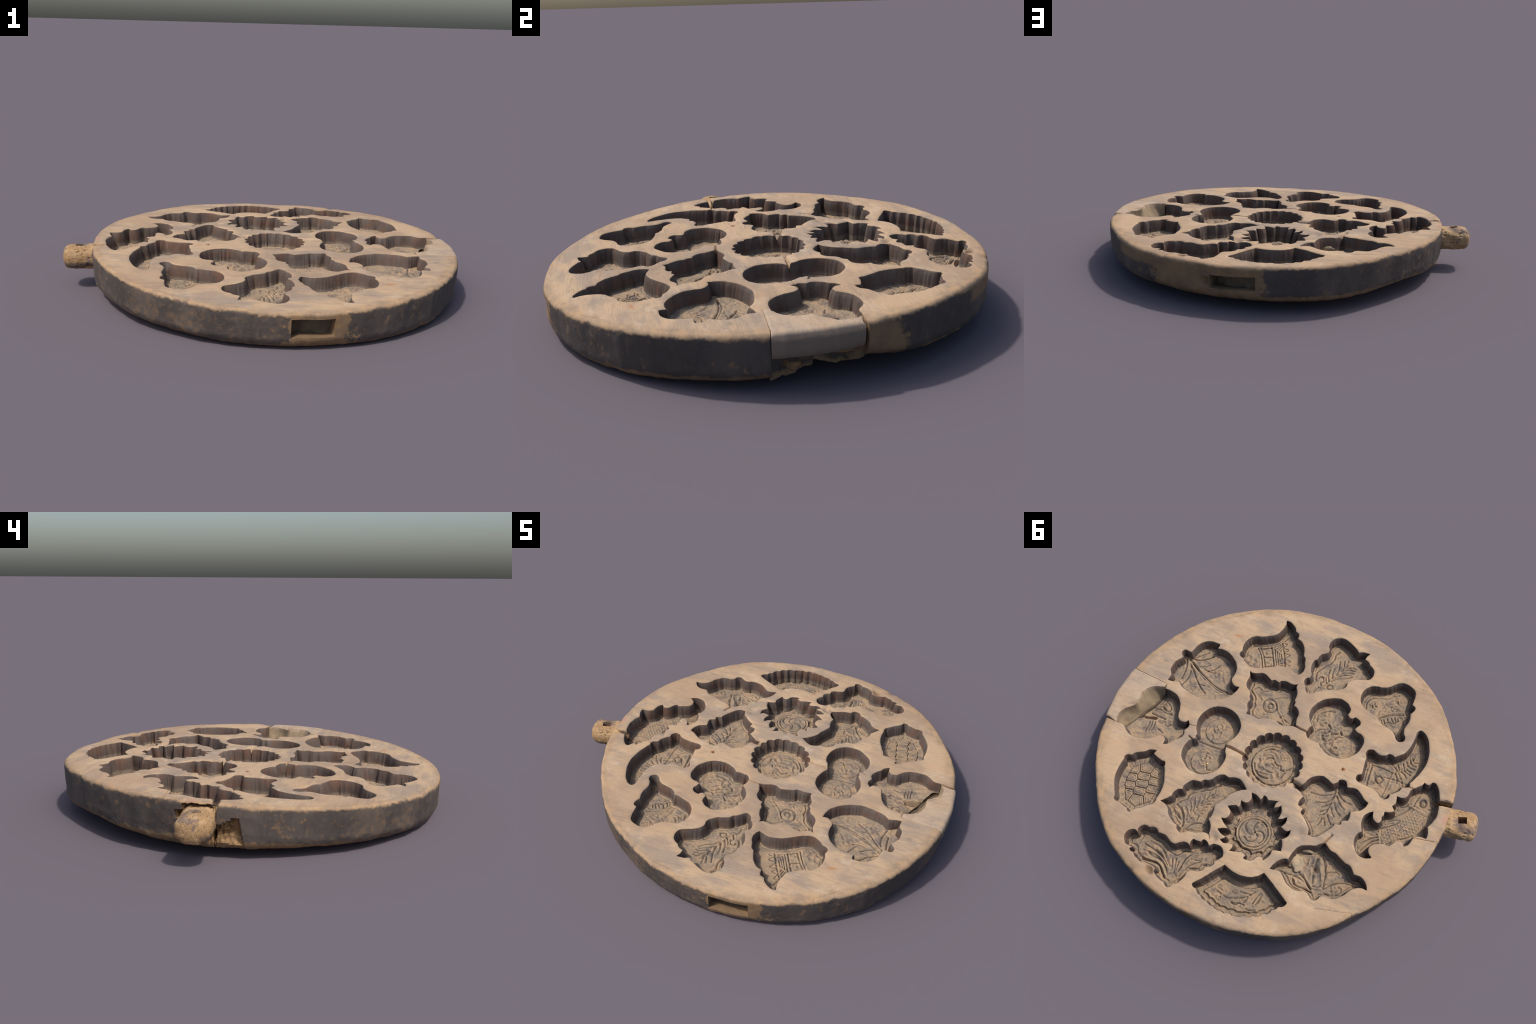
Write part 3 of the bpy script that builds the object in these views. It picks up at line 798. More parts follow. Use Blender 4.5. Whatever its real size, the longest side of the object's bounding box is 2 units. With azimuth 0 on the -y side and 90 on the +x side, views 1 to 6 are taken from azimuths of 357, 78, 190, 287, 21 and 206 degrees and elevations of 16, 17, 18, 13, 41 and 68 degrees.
def relief(hol, P, d):
    """height of the carved floor above its plain level; d = distance to wall"""
    n = hol["name"]; x, y = P.T
    z = .0014 * vnoise(x, y, .03, 11) + .0012 * vnoise(x, y, .012, 12) + .0006 * vnoise(x, y, .006, 13)
    z -= .0010 * vnoise(x * .3, y, .006, 14) * .4
    z += .0025 * (1 - smooth(0, .006, d))                   # fillet of old dough and dust
    z -= TRENCH.get(n, (.003, .010))[0] * (1 - smooth(-.003, .003, d - TRENCH.get(n, (.003, .010))[1]))
    z -= SINK.get(n, 0)
    for h, w, l in hol["carving"]:
        near = np.nonzero((P > l.min(0) - 7 * w).all(1) & (P < l.max(0) + 7 * w).all(1))[0]
        if not len(near): continue
        e = seg_distance(P[near], spline(l, .006)) / w
        core = (1.35 if h < 0 else 1.2) * np.exp(-(e * .98) ** 2)   # the gouge itself
        z[near] += h * (core + .75 * np.exp(-(e / 2.5) ** 2) - .60 * np.exp(-((e - 3.6) / 1.6) ** 2))
    if n == "gourd_hollow":
        for c, r in GOURD:
            q = np.hypot(x - c[0], y - c[1]); z += .006 * (1 - smooth(r - .002, r + .003, q)) - .003
            a = np.arctan2(y - c[1], x - c[0])
            z += .0022 * np.exp(-((q - .022 - .004 * np.cos(5 * a)) / .005) ** 2) + .002 * np.exp(-(q / .007) ** 2)
    elif n == "round_hollow" or n == "round_flower_hollow":
        z += .003 * vnoise(x, y, .022, 21) * (d > .05)
    elif n == "square_flower_hollow":
        z += .0006 * np.sin(d * 420) * (d < .05)
    elif n == "fan_hollow":
        z += .0015 * vnoise(x, y, .03, 29)
    elif n == "heart_hollow":
        z += .0010 * vnoise(x, y, .02, 28)
    elif n == "pomegranate_hollow":
        z += .004 * (1 - smooth(.004, .035, d)) + .0012 * vnoise(x, y, .014, 22)
    elif n == "triple_fruit_hollow":
        z += .0022 * vnoise(x, y, .026, 23) + .0022 * vnoise(x, y, .013, 24)
    elif n == "bird_hollow":
        z += .003 * vnoise(x * .8 + y * .5, y * .8 - x * .5, .03, 25) + .0015 * vnoise(x * .4, y, .012, 26)
        line = y - (.031 + (x - .741) * .32) + .006 * vnoise(x, y, .02, 33)   # the floor is broken: one half has sunk
        z -= .020 * smooth(.004, -.004, line) * smooth(.725, .80, x)
        z -= .020 * np.exp(-(seg_distance(P, spline(np.array([[.826, .045], [.80, .038], [.768, .028]]), .006)) / .009) ** 4)
    elif n == "leaf_hollow":
        z += .0010 * vnoise(x, y, .02, 28)
    elif n == "ginkgo_hollow":
        z += .0010 * vnoise(x, y, .02, 28)
    elif n == "bell_hollow":
        z += .0010 * vnoise(x, y, .02, 28)
    elif n == "butterfly_hollow":
        z += .0012 * vnoise(x, y, .016, 27)
    elif n == "turtle_hollow":                              # shell plates with nested rims
        ax = SHELL[-1] - SHELL[0]; ax = ax / np.hypot(*ax); pr = np.array([ax[1], -ax[0]])
        mid = SHELL[2]
        cs = list(SHELL) + [mid + ax * k * .0425 + pr * s * .063 for k in (-1.6, -.55, .5, 1.5) for s in (-1, 1)]
        D = np.array([np.hypot(*((P - c) * 1.0).T) for c in cs]); D.sort(0)
        on = smooth(.026, .030, d)
        e = D[1] - D[0]
        z += on * (.001 + .003 * smooth(.0, .012, e) - .0065 * np.exp(-(e / .005) ** 2) - .0030 * np.exp(-((e - .019) / .004) ** 2) - .002 * smooth(.028, .036, e))
        z -= .004 * np.exp(-((d - .028) / .003) ** 2)
        a = np.arctan2((P - mid) @ pr, (P - mid) @ ax * .75)
        z -= (1 - on) * .0026 * smooth(.55, .95, np.cos(a * 26)) * smooth(.004, .010, d)
    elif n == "sun_hollow":
        q = np.hypot(x - SUN_C[0], y - SUN_C[1]); a = np.arctan2(y - SUN_C[1], x - SUN_C[0])
        for r, h, w in ((.090, -.0030, .0030), (.082, .0030, .0035), (.0735, -.0040, .0030), (.067, .0022, .0030)):
            z += h * np.exp(-((q - r) / w) ** 2)
        z += .002 * (q < .088)
        fl = smooth(.094, .100, q)
        z -= fl * .0028 * smooth(.3, .95, np.cos(a * 26 + 60 * (q - .09)))
    elif n == "fish_hollow":                                # rows of scales
        A = np.array([-.612, .165]); B = np.array([-.792, .010])
        t = (B - A) / np.hypot(*(B - A)); m = np.array([-t[1], t[0]])
        u = (P - A) @ t; v = (P - A) @ m
        body = spline(FISH_BODY, .006, closed=True)
        sd = seg_distance(P, body) * np.where(inside(body, x, y), 1, -1)
        hd = spline(FISH_HEAD, .006, closed=True)
        hs = seg_distance(P, hd) * np.where(inside(hd, x, y), 1, -1)
        z += .008 * np.sqrt(np.clip(sd / .045, 0, 1)) + .007 * np.sqrt(np.clip(hs / .03, 0, 1)) - .003
        row = np.floor(u / .0150); fu = u / .0150 - row
        fv = (v / .0185 + .5 * (row % 2)) % 1.0 - .5
        rr = np.hypot((fu - .15) * .0150, fv * .0175)
        z += smooth(.002, .008, sd) * (.0034 * np.exp(-((rr - .0085) / .0022) ** 2) - .0016)
    return z

WALL_ROWS = np.array([0, .03, .08, .16, .28, .42, .56, .70, .82, .91, .965, 1.0])
FLOOR_EDGE = spline(np.array([(779, -124), (777, -100), (787, -72), (802, -26), (822, 13), (841, 63), (858, 105), (880, 143), (908, 160)]) / 1e3, .005)

BLOCK_IN = spline(np.array([(780, -127), (789, -110), (798, -84), (814, -37), (834, 2), (853, 52), (870, 95), (889, 130), (909, 158)]) / 1e3, .005)
# ragged broken wood under the block, with the height of its lower edge
RAGGED = np.array([(.952, -.168, .036), (.946, -.140, .036), (.938, -.125, .038), (.945, -.100, .042), (.938, -.075, .050), (.925, -.050, .056),
                   (.915, -.02, .054), (.880, .0, .058), (.890, .03, .052), (.910, .06, .048), (.905, .09, .054), (.928, .115, .060), (.938, .140, .068), (.948, .156, .084)])

def edge_drop(d, x, y):
    """soft worn arris beside a hollow"""
    k = .0021 + .0016 * vnoise(x, y, .05, 31)
    return k * np.exp(-d / .0035) + .0012 * np.exp(-d / .016)

def build_hollow(hol, wall_mat, floor_mat):
    loop = hol["loop"]; open_path = hol["open"]
    full = np.vstack([loop, FLOOR_EDGE[::-1][1:-1]]) if open_path else loop
    cc = ccw(full)
    if open_path and cc is not full and not np.allclose(cc[0], full[0]):
        # keep the carved part first
        cc = np.roll(cc, len(loop), 0) if np.allclose(cc[-1], full[0]) else cc
        k = np.argmin(np.hypot(*(cc - loop[-1]).T)); cc = np.roll(cc, -k, 0)
    full = cc
    n = len(full)
    nrm = normals_in(full)
    ball = ball_radius(full, nrm)
    ball = np.minimum(ball, np.minimum(np.roll(ball, 1), np.roll(ball, -1)))
    lim = np.minimum(.45 * ball, .02)
    ker = np.array([1, 2, 3, 2, 1.]) / 9
    lim = np.minimum(lim, np.convolve(np.r_[lim[-2:], lim, lim[:2]], ker, "valid"))
    arc = np.r_[0, np.cumsum(np.hypot(*np.diff(full, axis=0).T))]
    flutes = .0034 * np.abs(vnoise(arc, 0 * arc + hol["c"][0] * 9, .024, 41)) + .0012 * vnoise(arc, 0 * arc + 5, .008, 42)
    carved = np.ones(n, bool)
    if open_path: carved[len(loop):] = False
    ztop = top_z(*full.T) - edge_drop(0, *full.T)
    d0 = np.zeros(n)
    # floor height at its edge
    rings = []
    taper = np.where(carved, np.minimum(.0125, lim), .0)
    shrink = {"round_flower_hollow": .05, "sun_hollow": .045}.get(hol["name"], 0)
    for t in WALL_ROWS:
        off = np.minimum(taper * (t ** .8) + np.where(carved, 1, 0) * (np.minimum(flutes + .0016, lim * .3) * smooth(0, .25, t)), lim)
        rings.append((full + nrm * np.maximum(off, 0)[:, None] - hol["c"]) * (1 - shrink * t) + hol["c"])
    foot = rings[-1]
    zfoot = plane(*foot.T) - DEPTH + relief(hol, foot, np.zeros(n))
    ztop = np.maximum(ztop, zfoot + .004)
    V = [np.c_[r, ztop + (zfoot - ztop) * t] for r, t in zip(rings, WALL_ROWS)]
    V[1][:, 2] = ztop - .0016
    V = np.vstack(V)
    F = []
    for k in range(len(WALL_ROWS) - 1):
        for i in range(n):
            j = (i + 1) % n
            if carved[i] and carved[j] or (open_path and carved[i] and not carved[j] and False):
                F.append((k*n+i, k*n+j, (k+1)*n+j, (k+1)*n+i))
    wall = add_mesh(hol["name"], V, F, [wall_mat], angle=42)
    # floor
    s = .0020
    lo, hi = foot.min(0), foot.max(0)
    gx, gy = np.meshgrid(np.arange(lo[0], hi[0], s), np.arange(lo[1], hi[1], s * .866))
    gx = gx + (np.arange(gx.shape[0]) % 2)[:, None] * s / 2
    G = np.c_[gx.ravel(), gy.ravel()]
    G = G[inside(foot, G[:, 0], G[:, 1])]
    kd = near_kd(foot)
    d = kd_dist(kd, G); G = G[d > .0014]
    v2, tr = triangulate([foot], G)
    ctr = v2[tr].mean(1); tr = tr[inside(foot, ctr[:, 0], ctr[:, 1])]
    ring_edge = kd_dist(kd, v2); ring_edge[ring_edge < 1e-5] = 0
    z = plane(*v2.T) - DEPTH + relief(hol, v2, ring_edge)
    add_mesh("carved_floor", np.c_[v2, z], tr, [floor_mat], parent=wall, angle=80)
    hol["full"] = full

# --------------------------------------------------------------- the board
SLOTS = [dict(a=(-88.7, -77.0), h=(.029, .110), depth=(.075, .060)),
         dict(a=(80.3, 94.3), h=(.052, .118), depth=(.080, .030))]
PATCH = (-10.5, 9.8)                      # the let-in block
SPLIT_A = math.degrees(math.atan2(-.117, -.852 - CX))

def side_rows(extra=()):
    h = {0, .0006, .002, .0045, .008, .012, .017, .023, .029, .04, .047, .0525, .066, .074, .082, .09, .098, .112, .122}
    for s in SLOTS:
        for e in s["h"]: h |= {e - .0005, e + .0005}
    return np.array(sorted(h))

def side_radius(deg, h, T):
    """radius of the side face at depth h below the top edge, thickness T"""
    r = rim_r(deg)
    o = .019 + .005 * vnoise(np.cos(np.radians(deg)), np.sin(np.radians(deg)), .25, 51)
    t = np.clip(1 - h / o, 0, 1); r = r - .019 * (1 - np.sqrt(np.maximum(0, 1 - t ** 2.2))) - .001 * smooth(.075, .0, h)
    b = .050 + .008 * vnoise(np.cos(np.radians(deg)), np.sin(np.radians(deg)), .2, 52)
    g = np.clip((h - (T - b)) / b, 0, 1)
    r = r - .054 * (1 - np.sqrt(np.maximum(0, 1 - g ** 2.2))) - .004 * smooth(.03, .12, h)
    return r

def socket_depth(deg, x, y, z):
    """broken wood round the peg handle"""
    left = x < -.7
    n = .5 + .5 * vnoise(y, z, .012, 61)
    d = np.zeros_like(x)
    d = np.maximum(d, .050 * smooth(.017, .010, y) * smooth(-.126, -.118, y) * smooth(.192, .197, z) * smooth(.232, .222, z + .01 * n))
    d = np.maximum(d, .045 * smooth(.048, .038, y) * smooth(-.005, .002, y) * smooth(.160, .166, z) * smooth(.196, .190, z))
    e = (-.213 - y) - (.170 - z) * .16                       # slanted right edge of the open mortise
    tri = smooth(.003, -.003, e) * smooth(-.085, -.095, y) * smooth(.176 , .170, z + .45 * np.maximum(0, y + .205))
    d = np.maximum(d, tri * (.026 + .016 * n) * smooth(.052, .125, z) + tri * .010 * n)
    d = np.maximum(d, .020 * smooth(.030, .024, y) * smooth(.0, .006, y) * smooth(.062, .07, z) * smooth(.108, .10, z))
    return np.where(left, d, 0)

def build_board(mats):
    step = .28
    deg = list(np.arange(PATCH[1], 360 + PATCH[0] + 1e-6, (360 + PATCH[0] - PATCH[1]) / 1210))
    for s in SLOTS:
        for e in s["a"]:
            e = e % 360
            deg = [d for d in deg if abs(d - e) > .12] + [e - .035, e + .035]
    sa = SPLIT_A % 360
    deg = [d for d in deg if abs(d - sa) > .75] + [sa - .72, sa - .48, sa - .2, sa + .2, sa + .48, sa + .72]
    deg = np.array(sorted(deg)); n = len(deg)
    ca, sn = np.cos(np.radians(deg)), np.sin(np.radians(deg))
    foot = np.maximum(around(FOOT, deg) - .008, 0.0) + .0012 * (1 + vnoise(ca, sn, .05, 71)) + .0009 * (1 + vnoise(ca, sn, .02, 72))
    rim0 = side_radius(deg, 0 * deg, .15)
    cut = .062 * np.exp(-((deg - sa) / .46) ** 4)
    rim0 = rim0 - cut
    X0, Y0 = CX + ca * rim0, sn * rim0
    Z0 = top_z(X0, Y0)
    T = Z0 - foot
    hs = side_rows(); rows = []
    tail = np.linspace(0, 1, 12)[1:]
    for h in list(hs) + [("t", t) for t in tail]:
        H = np.full(n, h) if not isinstance(h, tuple) else hs[-1] + (T - hs[-1]) * h[1]
        r = side_radius(deg, H, T) - cut * smooth(.135, .08, H)
        z = Z0 - H
        x, y = CX + ca * r, sn * r
        r = r + .0013 * vnoise(deg * .016, z, .03, 73) + .0006 * vnoise(deg * .016, z * 1.0, .009, 74) * smooth(0, .01, H)
        wear = smooth(.115, .15, H)
        r = r - .0045 * wear * (.5 + .5 * vnoise(deg * .016, z, .022, 75)) * smooth(T, T - .004, H)
        for s in SLOTS:
            a0, a1 = (s["a"][0] % 360, s["a"][1] % 360)
            m = (deg > a0) & (deg < a1) & (H > s["h"][0]) & (H < s["h"][1])
            r = np.where(m, r - np.interp(deg, (a0, a1), s["depth"]) - .006 * vnoise(deg * .016, z, .03, 76), r)
        # splintered lip left of the rear slot
        lip = smooth(77.2, 78.6, deg) * smooth(80.6, 80.2, deg) * smooth(.066, .072, H) * smooth(.112, .104, H)
        r = r - .026 * lip * (.6 + .4 * vnoise(deg * .016, z, .01, 77))
        if h == 0: r = rim0
        x, y = CX + ca * r, sn * r
        dd = socket_depth(deg, x, y, z)
        r = r - dd
        rows.append(np.c_[CX + ca * r, sn * r, z])
    V = np.vstack(rows); F = []
    for k in range(len(rows) - 1):
        b = k * n
        F += [(b + i, b + n + i, b + n + i + 1, b + i + 1) for i in range(n - 1)]
    side_faces = len(F)
    # outline of the top face: rim, seam, bird hollow, seam
    bird = next(h for h in HOLLOWS if h["open"])
    bl = bird["loop"]
    rim = rows[0][:, :2]
    seam_in = spline(np.array([rim[-1], bl[0]]), .006)[1:-1]
    seam_out = spline(np.array([bl[-1], rim[0]]), .006)[1:-1]
    outer = np.vstack([rim, seam_in, bl, seam_out])
    loops = [outer] + [h["loop"] for h in HOLLOWS if not h["open"]]
    edge = np.vstack([h["loop"] for h in HOLLOWS])
    kd = near_kd(edge)
    # free points: rows beside the hollows, beside the splits, and a loose grid
    extra = []
    for h in HOLLOWS:
        p = h["loop"] if h["open"] else ccw(h["loop"])
        nr = normals_in(p)
        if h["open"] and ((p + nr * .003)[len(p)//2][0] < p[len(p)//2][0]): nr = nr
        for off, st in ((.0028, 1), (.0065, 2), (.012, 3)):
            for sg in ((-1,) if not h["open"] else (-1, 1)):
                q = (p + sg * nr * off)[::st]
                d = kd_dist(kd, q); extra.append(q[d > off * .86])
    for w, dpt, l in SPLIT_LINES:
        t = np.gradient(l, axis=0); t /= np.hypot(*t.T)[:, None]; m = np.c_[-t[:, 1], t[:, 0]]
        for o in (-2, -1.1, -.5, 0, .5, 1.1, 2): extra.append(l + m * w * o)
    g = .0085
    gx, gy = np.meshgrid(np.arange(-.9, 1.05, g), np.arange(-.95, .95, g * .866))
    gx = gx + (np.arange(gx.shape[0]) % 2)[:, None] * g / 2
    G = np.c_[gx.ravel(), gy.ravel()] + RNG.uniform(-.0015, .0015, (gx.size, 2))
    G = G[kd_dist(kd, G) > .012]
    E = np.vstack(extra + [G])
    ok = inside(outer, E[:, 0], E[:, 1])
    for l in loops[1:]: ok &= ~inside(l, E[:, 0], E[:, 1])
    E = E[ok]
    E = E[kd_dist(near_kd(outer), E) > .0022]
    E = E[kd_dist(kd, E) > .0018]
    key = np.round(E / .0016).astype(int); _, u = np.unique(key, axis=0, return_index=True); E = E[np.sort(u)]
    v2, tr = triangulate(loops, E)
    c = v2[tr].mean(1)
    keep = inside(outer, c[:, 0], c[:, 1])
    for l in loops[1:]: keep &= ~inside(l, c[:, 0], c[:, 1])
    tr = tr[keep]
    d = kd_dist(kd, v2); d[d < 1e-5] = 0
    z = top_z(*v2.T) - edge_drop(d, *v2.T)
    krim = near_kd(rim); dr = np.array([krim.find((p[0], p[1], 0))[1:] for p in v2], dtype=object)
    for i, (k, dist) in enumerate(dr):
        if dist < 1e-6: z[i] = Z0[k]
    b = len(V); V = np.vstack([V, np.c_[v2, z]]); F += [tuple(b + t) for t in tr]
    # underside: a plain fan that follows the foot, cut back under the block
    low = FLOOR_EDGE
    rag = np.c_[spline(RAGGED[:, :2], .005)]
    rag = rag + .003 * np.c_[vnoise(rag[:, 0], rag[:, 1], .012, 91), vnoise(rag[:, 0], rag[:, 1], .012, 92)]
    ragz = np.interp(rag[:, 1], RAGGED[:, 1], RAGGED[:, 2]) + .004 * vnoise(rag[:, 1], rag[:, 0], .014, 93)
    last = rows[-1]
    bot = np.vstack([last[:, :2], rag])
    gx, gy = np.meshgrid(np.arange(-.85, 1., .05), np.arange(-.9, .9, .05))
    G = np.c_[gx.ravel(), gy.ravel()]; G = G[inside(bot, G[:, 0], G[:, 1])]; G = G[kd_dist(near_kd(bot), G) > .02]
    w2, bt = triangulate([bot], G)
    c = w2[bt].mean(1); bt = bt[inside(bot, c[:, 0], c[:, 1])]
    rr = np.hypot(w2[:, 0] - CX, w2[:, 1]); an = np.degrees(np.arctan2(w2[:, 1], w2[:, 0] - CX))
    fz = around(FOOT, an); cz = plane(*w2.T) - .165
    t = np.clip(rr / .88, 0, 1) ** 2
    bz = np.maximum(.0, fz * t + cz * (1 - t))
    kl = near_kd(last)
    for i, p in enumerate(w2):
        _, k, dist = kl.find((p[0], p[1], 0))
        if dist < 1e-6: bz[i] = last[k, 2]
    kr = near_kd(rag)
    for i, p in enumerate(w2):
        _, k, dist = kr.find((p[0], p[1], 0))
        if dist < 1e-6: bz[i] = ragz[k]
        elif dist < .1: bz[i] += (ragz[k] - bz[i]) * (1 - dist / .1) ** 2
    b = len(V); V = np.vstack([V, np.c_[w2, bz]]); F += [tuple(b + q[::-1]) for q in bt]
    # broken faces left and right of the block and under the bird hollow
    def curtain(line, ztop, zbot, m=10):
        nonlocal V, F
        b = len(V); L = len(line)
        for k in range(m + 1):
            V = np.vstack([V, np.c_[line, ztop + (zbot - ztop) * k / m]])
        for k in range(m):
            F += [(b + k*L + i, b + k*L + i + 1, b + (k+1)*L + i + 1, b + (k+1)*L + i) for i in range(L - 1)]
    s1 = np.vstack([rim[-1:], seam_in, bl[:1], [low[0]]]); s2 = np.vstack([[low[-1]], bl[-1:], seam_out, rim[:1]])
    for s in (s1, s2):
        zt = top_z(*s.T) - edge_drop(kd_dist(kd, s), *s.T)
        curtain(s, zt, np.full(len(s), .052 if s is s1 else .088))
    for side, s in ((-1, s1), (0, s2)):
        prof = np.array([r[side] for r in rows])            # fill between rim edge and the side profile
        b = len(V); zz = prof[:, 2]
        back = np.c_[np.repeat(rim[side][None], len(prof), 0) * .975, zz]
        V = np.vstack([V, prof, back]); L = len(prof)
        F += [(b + i, b + i + 1, b + L + i + 1, b + L + i) for i in range(L - 1)]
    curtain(low, plane(*low.T) - DEPTH + .004 - .006 * (1 + vnoise(low[:, 0], low[:, 1], .02, 94)), plane(*low.T) - .13, 8)
    curtain(rag, plane(*rag.T) - .084, ragz, 8)
    shelf = np.vstack([rag, low[::-1]])                     # torn ledge that carries the block
    sv, st = triangulate([shelf], [p for p in np.c_[RNG.uniform(.79, .93, 900), RNG.uniform(-.15, .15, 900)] if True])
    cc = sv[st].mean(1); st = st[inside(shelf, cc[:, 0], cc[:, 1])]
    q = seg_distance(sv, low)
    b = len(V); V = np.vstack([V, np.c_[sv, plane(*sv.T) - .084 - .012 * smooth(.012, .03, q) + .004 * vnoise(sv[:, 0], sv[:, 1], .02, 95)]]); F += [tuple(b + t) for t in st]
    fm = np.zeros(len(F), int)
    return add_mesh("board", V, F, mats, face_mat=fm, angle=48, merge=2e-6)

# ----------------------------------------------- repair block, peg, fragments
RAMP = spline(np.array([(779, -128), (802, -122), (835, -107), (860, -82), (873, -40), (872, -8), (870, 18), (890, 42), (914, 66), (928, 92), (931, 116), (922, 140), (910, 159)]) / 1e3, .006)

def build_block(mat):
    deg = np.linspace(PATCH[0] + .16, PATCH[1] - .85, 70)
    a = np.radians(deg)
    hs = np.array([0, .001, .003, .006, .010, .015, .021, .028, .036, .048, .06, .07, .078, .084, .088, .0905])
    rr = lambda h: rim_r(deg) + .002 - .019 * (1 - np.sqrt(np.maximum(0, 1 - np.clip(1 - h / .018, 0, 1) ** 2.3))) - .012 * np.clip((h - .06) / .031, 0, 1) ** 2 + .0012 * vnoise(deg * .016, np.full_like(deg, h), .05, 81) - .10 * max(0, h - .05) * smooth(2, 9, deg)
    r0 = rr(0)
    rim = np.c_[CX + np.cos(a) * r0, np.sin(a) * r0]
    low = BLOCK_IN
    cor = np.array([.7815, -.1515])
    s1 = spline(np.array([rim[0], cor]), .006)[:-1][::-1]
    inner = np.vstack([[cor], low])
    s2 = spline(np.array([low[-1], rim[-1]]), .006)[1:-1]
    outer = np.vstack([rim, s2[::-1], inner[::-1], s1[:-1] if False else s1[1:][:0]])
    outer = np.vstack([rim, s2[::-1], low[::-1], [cor], s1])
    _, u = np.unique(np.round(outer, 6), axis=0, return_index=True); outer = outer[np.sort(u)]
    g = .0055
    gx, gy = np.meshgrid(np.arange(.76, 1.03, g), np.arange(-.2, .2, g)); G = np.c_[gx.ravel(), gy.ravel()]
    G = np.vstack([G + RNG.uniform(-.001, .001, G.shape), RAMP[1:-1]])
    G = G[inside(outer, G[:, 0], G[:, 1])]; G = G[kd_dist(near_kd(outer), G) > .0025]
    v2, tr = triangulate([outer], G); c = v2[tr].mean(1); tr = tr[inside(outer, c[:, 0], c[:, 1])]
    hollowed = inside(np.vstack([RAMP, low[::-1]]), v2[:, 0], v2[:, 1])
    dl = seg_distance(v2, low); dr = seg_distance(v2, RAMP)
    t = np.where(hollowed | (dl < 1e-5), dr / (dl + dr + 1e-9), 0)
    def ztop(p, t):
        return top_z(*p.T) + .002 * smooth(.14, -.1, p[:, 1]) - .088 * np.clip(t, 0, 1) ** .62 + (.0035 * vnoise(p[:, 0], p[:, 1], .03, 83) + .0015 * vnoise(p[:, 0], p[:, 1], .011, 84)) * smooth(0, .15, t)
    z = ztop(v2, t) - .013 * np.exp(-(seg_distance(v2, np.array([[.880, .045], [.915, .08], [.912, .13]])) / .028) ** 2) - .004 * np.exp(-np.minimum(seg_distance(v2, np.vstack([s1, rim[:1]])), seg_distance(v2, np.vstack([s2, rim[-1:]]))) / .004)
    V = np.c_[v2, z]; F = [tuple(q) for q in tr]
    kd = near_kd(v2)
    n = len(outer); topi = [kd.find((p[0], p[1], 0))[1] for p in outer]
    zt = z[topi]
    zb = plane(*outer.T) - .0905
    m = len(hs)
    b = len(V)
    for k, h in enumerate(hs[1:]):
        q = outer.copy(); r = rr(h)
        q[:len(rim)] = np.c_[CX + np.cos(a) * r, np.sin(a) * r]
        zz = np.minimum(zt - h * .02, zt + (zb - zt) * (h / hs[-1]))
        V = np.vstack([V, np.c_[q, zz]])
    idx = lambda k, i: topi[i] if k == 0 else b + (k - 1) * n + i
    for k in range(m - 1):
        F += [(idx(k, i), idx(k + 1, i), idx(k + 1, (i + 1) % n), idx(k, (i + 1) % n)) for i in range(n)]
    bt2, btr = triangulate([V[b + (m - 2) * n: b + (m - 1) * n, :2]], [])
    cen = bt2[btr].mean(1); btr = btr[inside(V[b + (m - 2) * n: b + (m - 1) * n, :2], cen[:, 0], cen[:, 1])]
    kb = near_kd(V[b + (m - 2) * n: b + (m - 1) * n, :2])
    mp = [b + (m - 2) * n + kb.find((p[0], p[1], 0))[1] for p in bt2]
    F += [tuple(mp[i] for i in q[::-1]) for q in btr]
    F = [f for f in F if len(set(f)) == len(f)]
    return add_mesh("repair_block", V, F, [mat], angle=50, merge=1e-6)

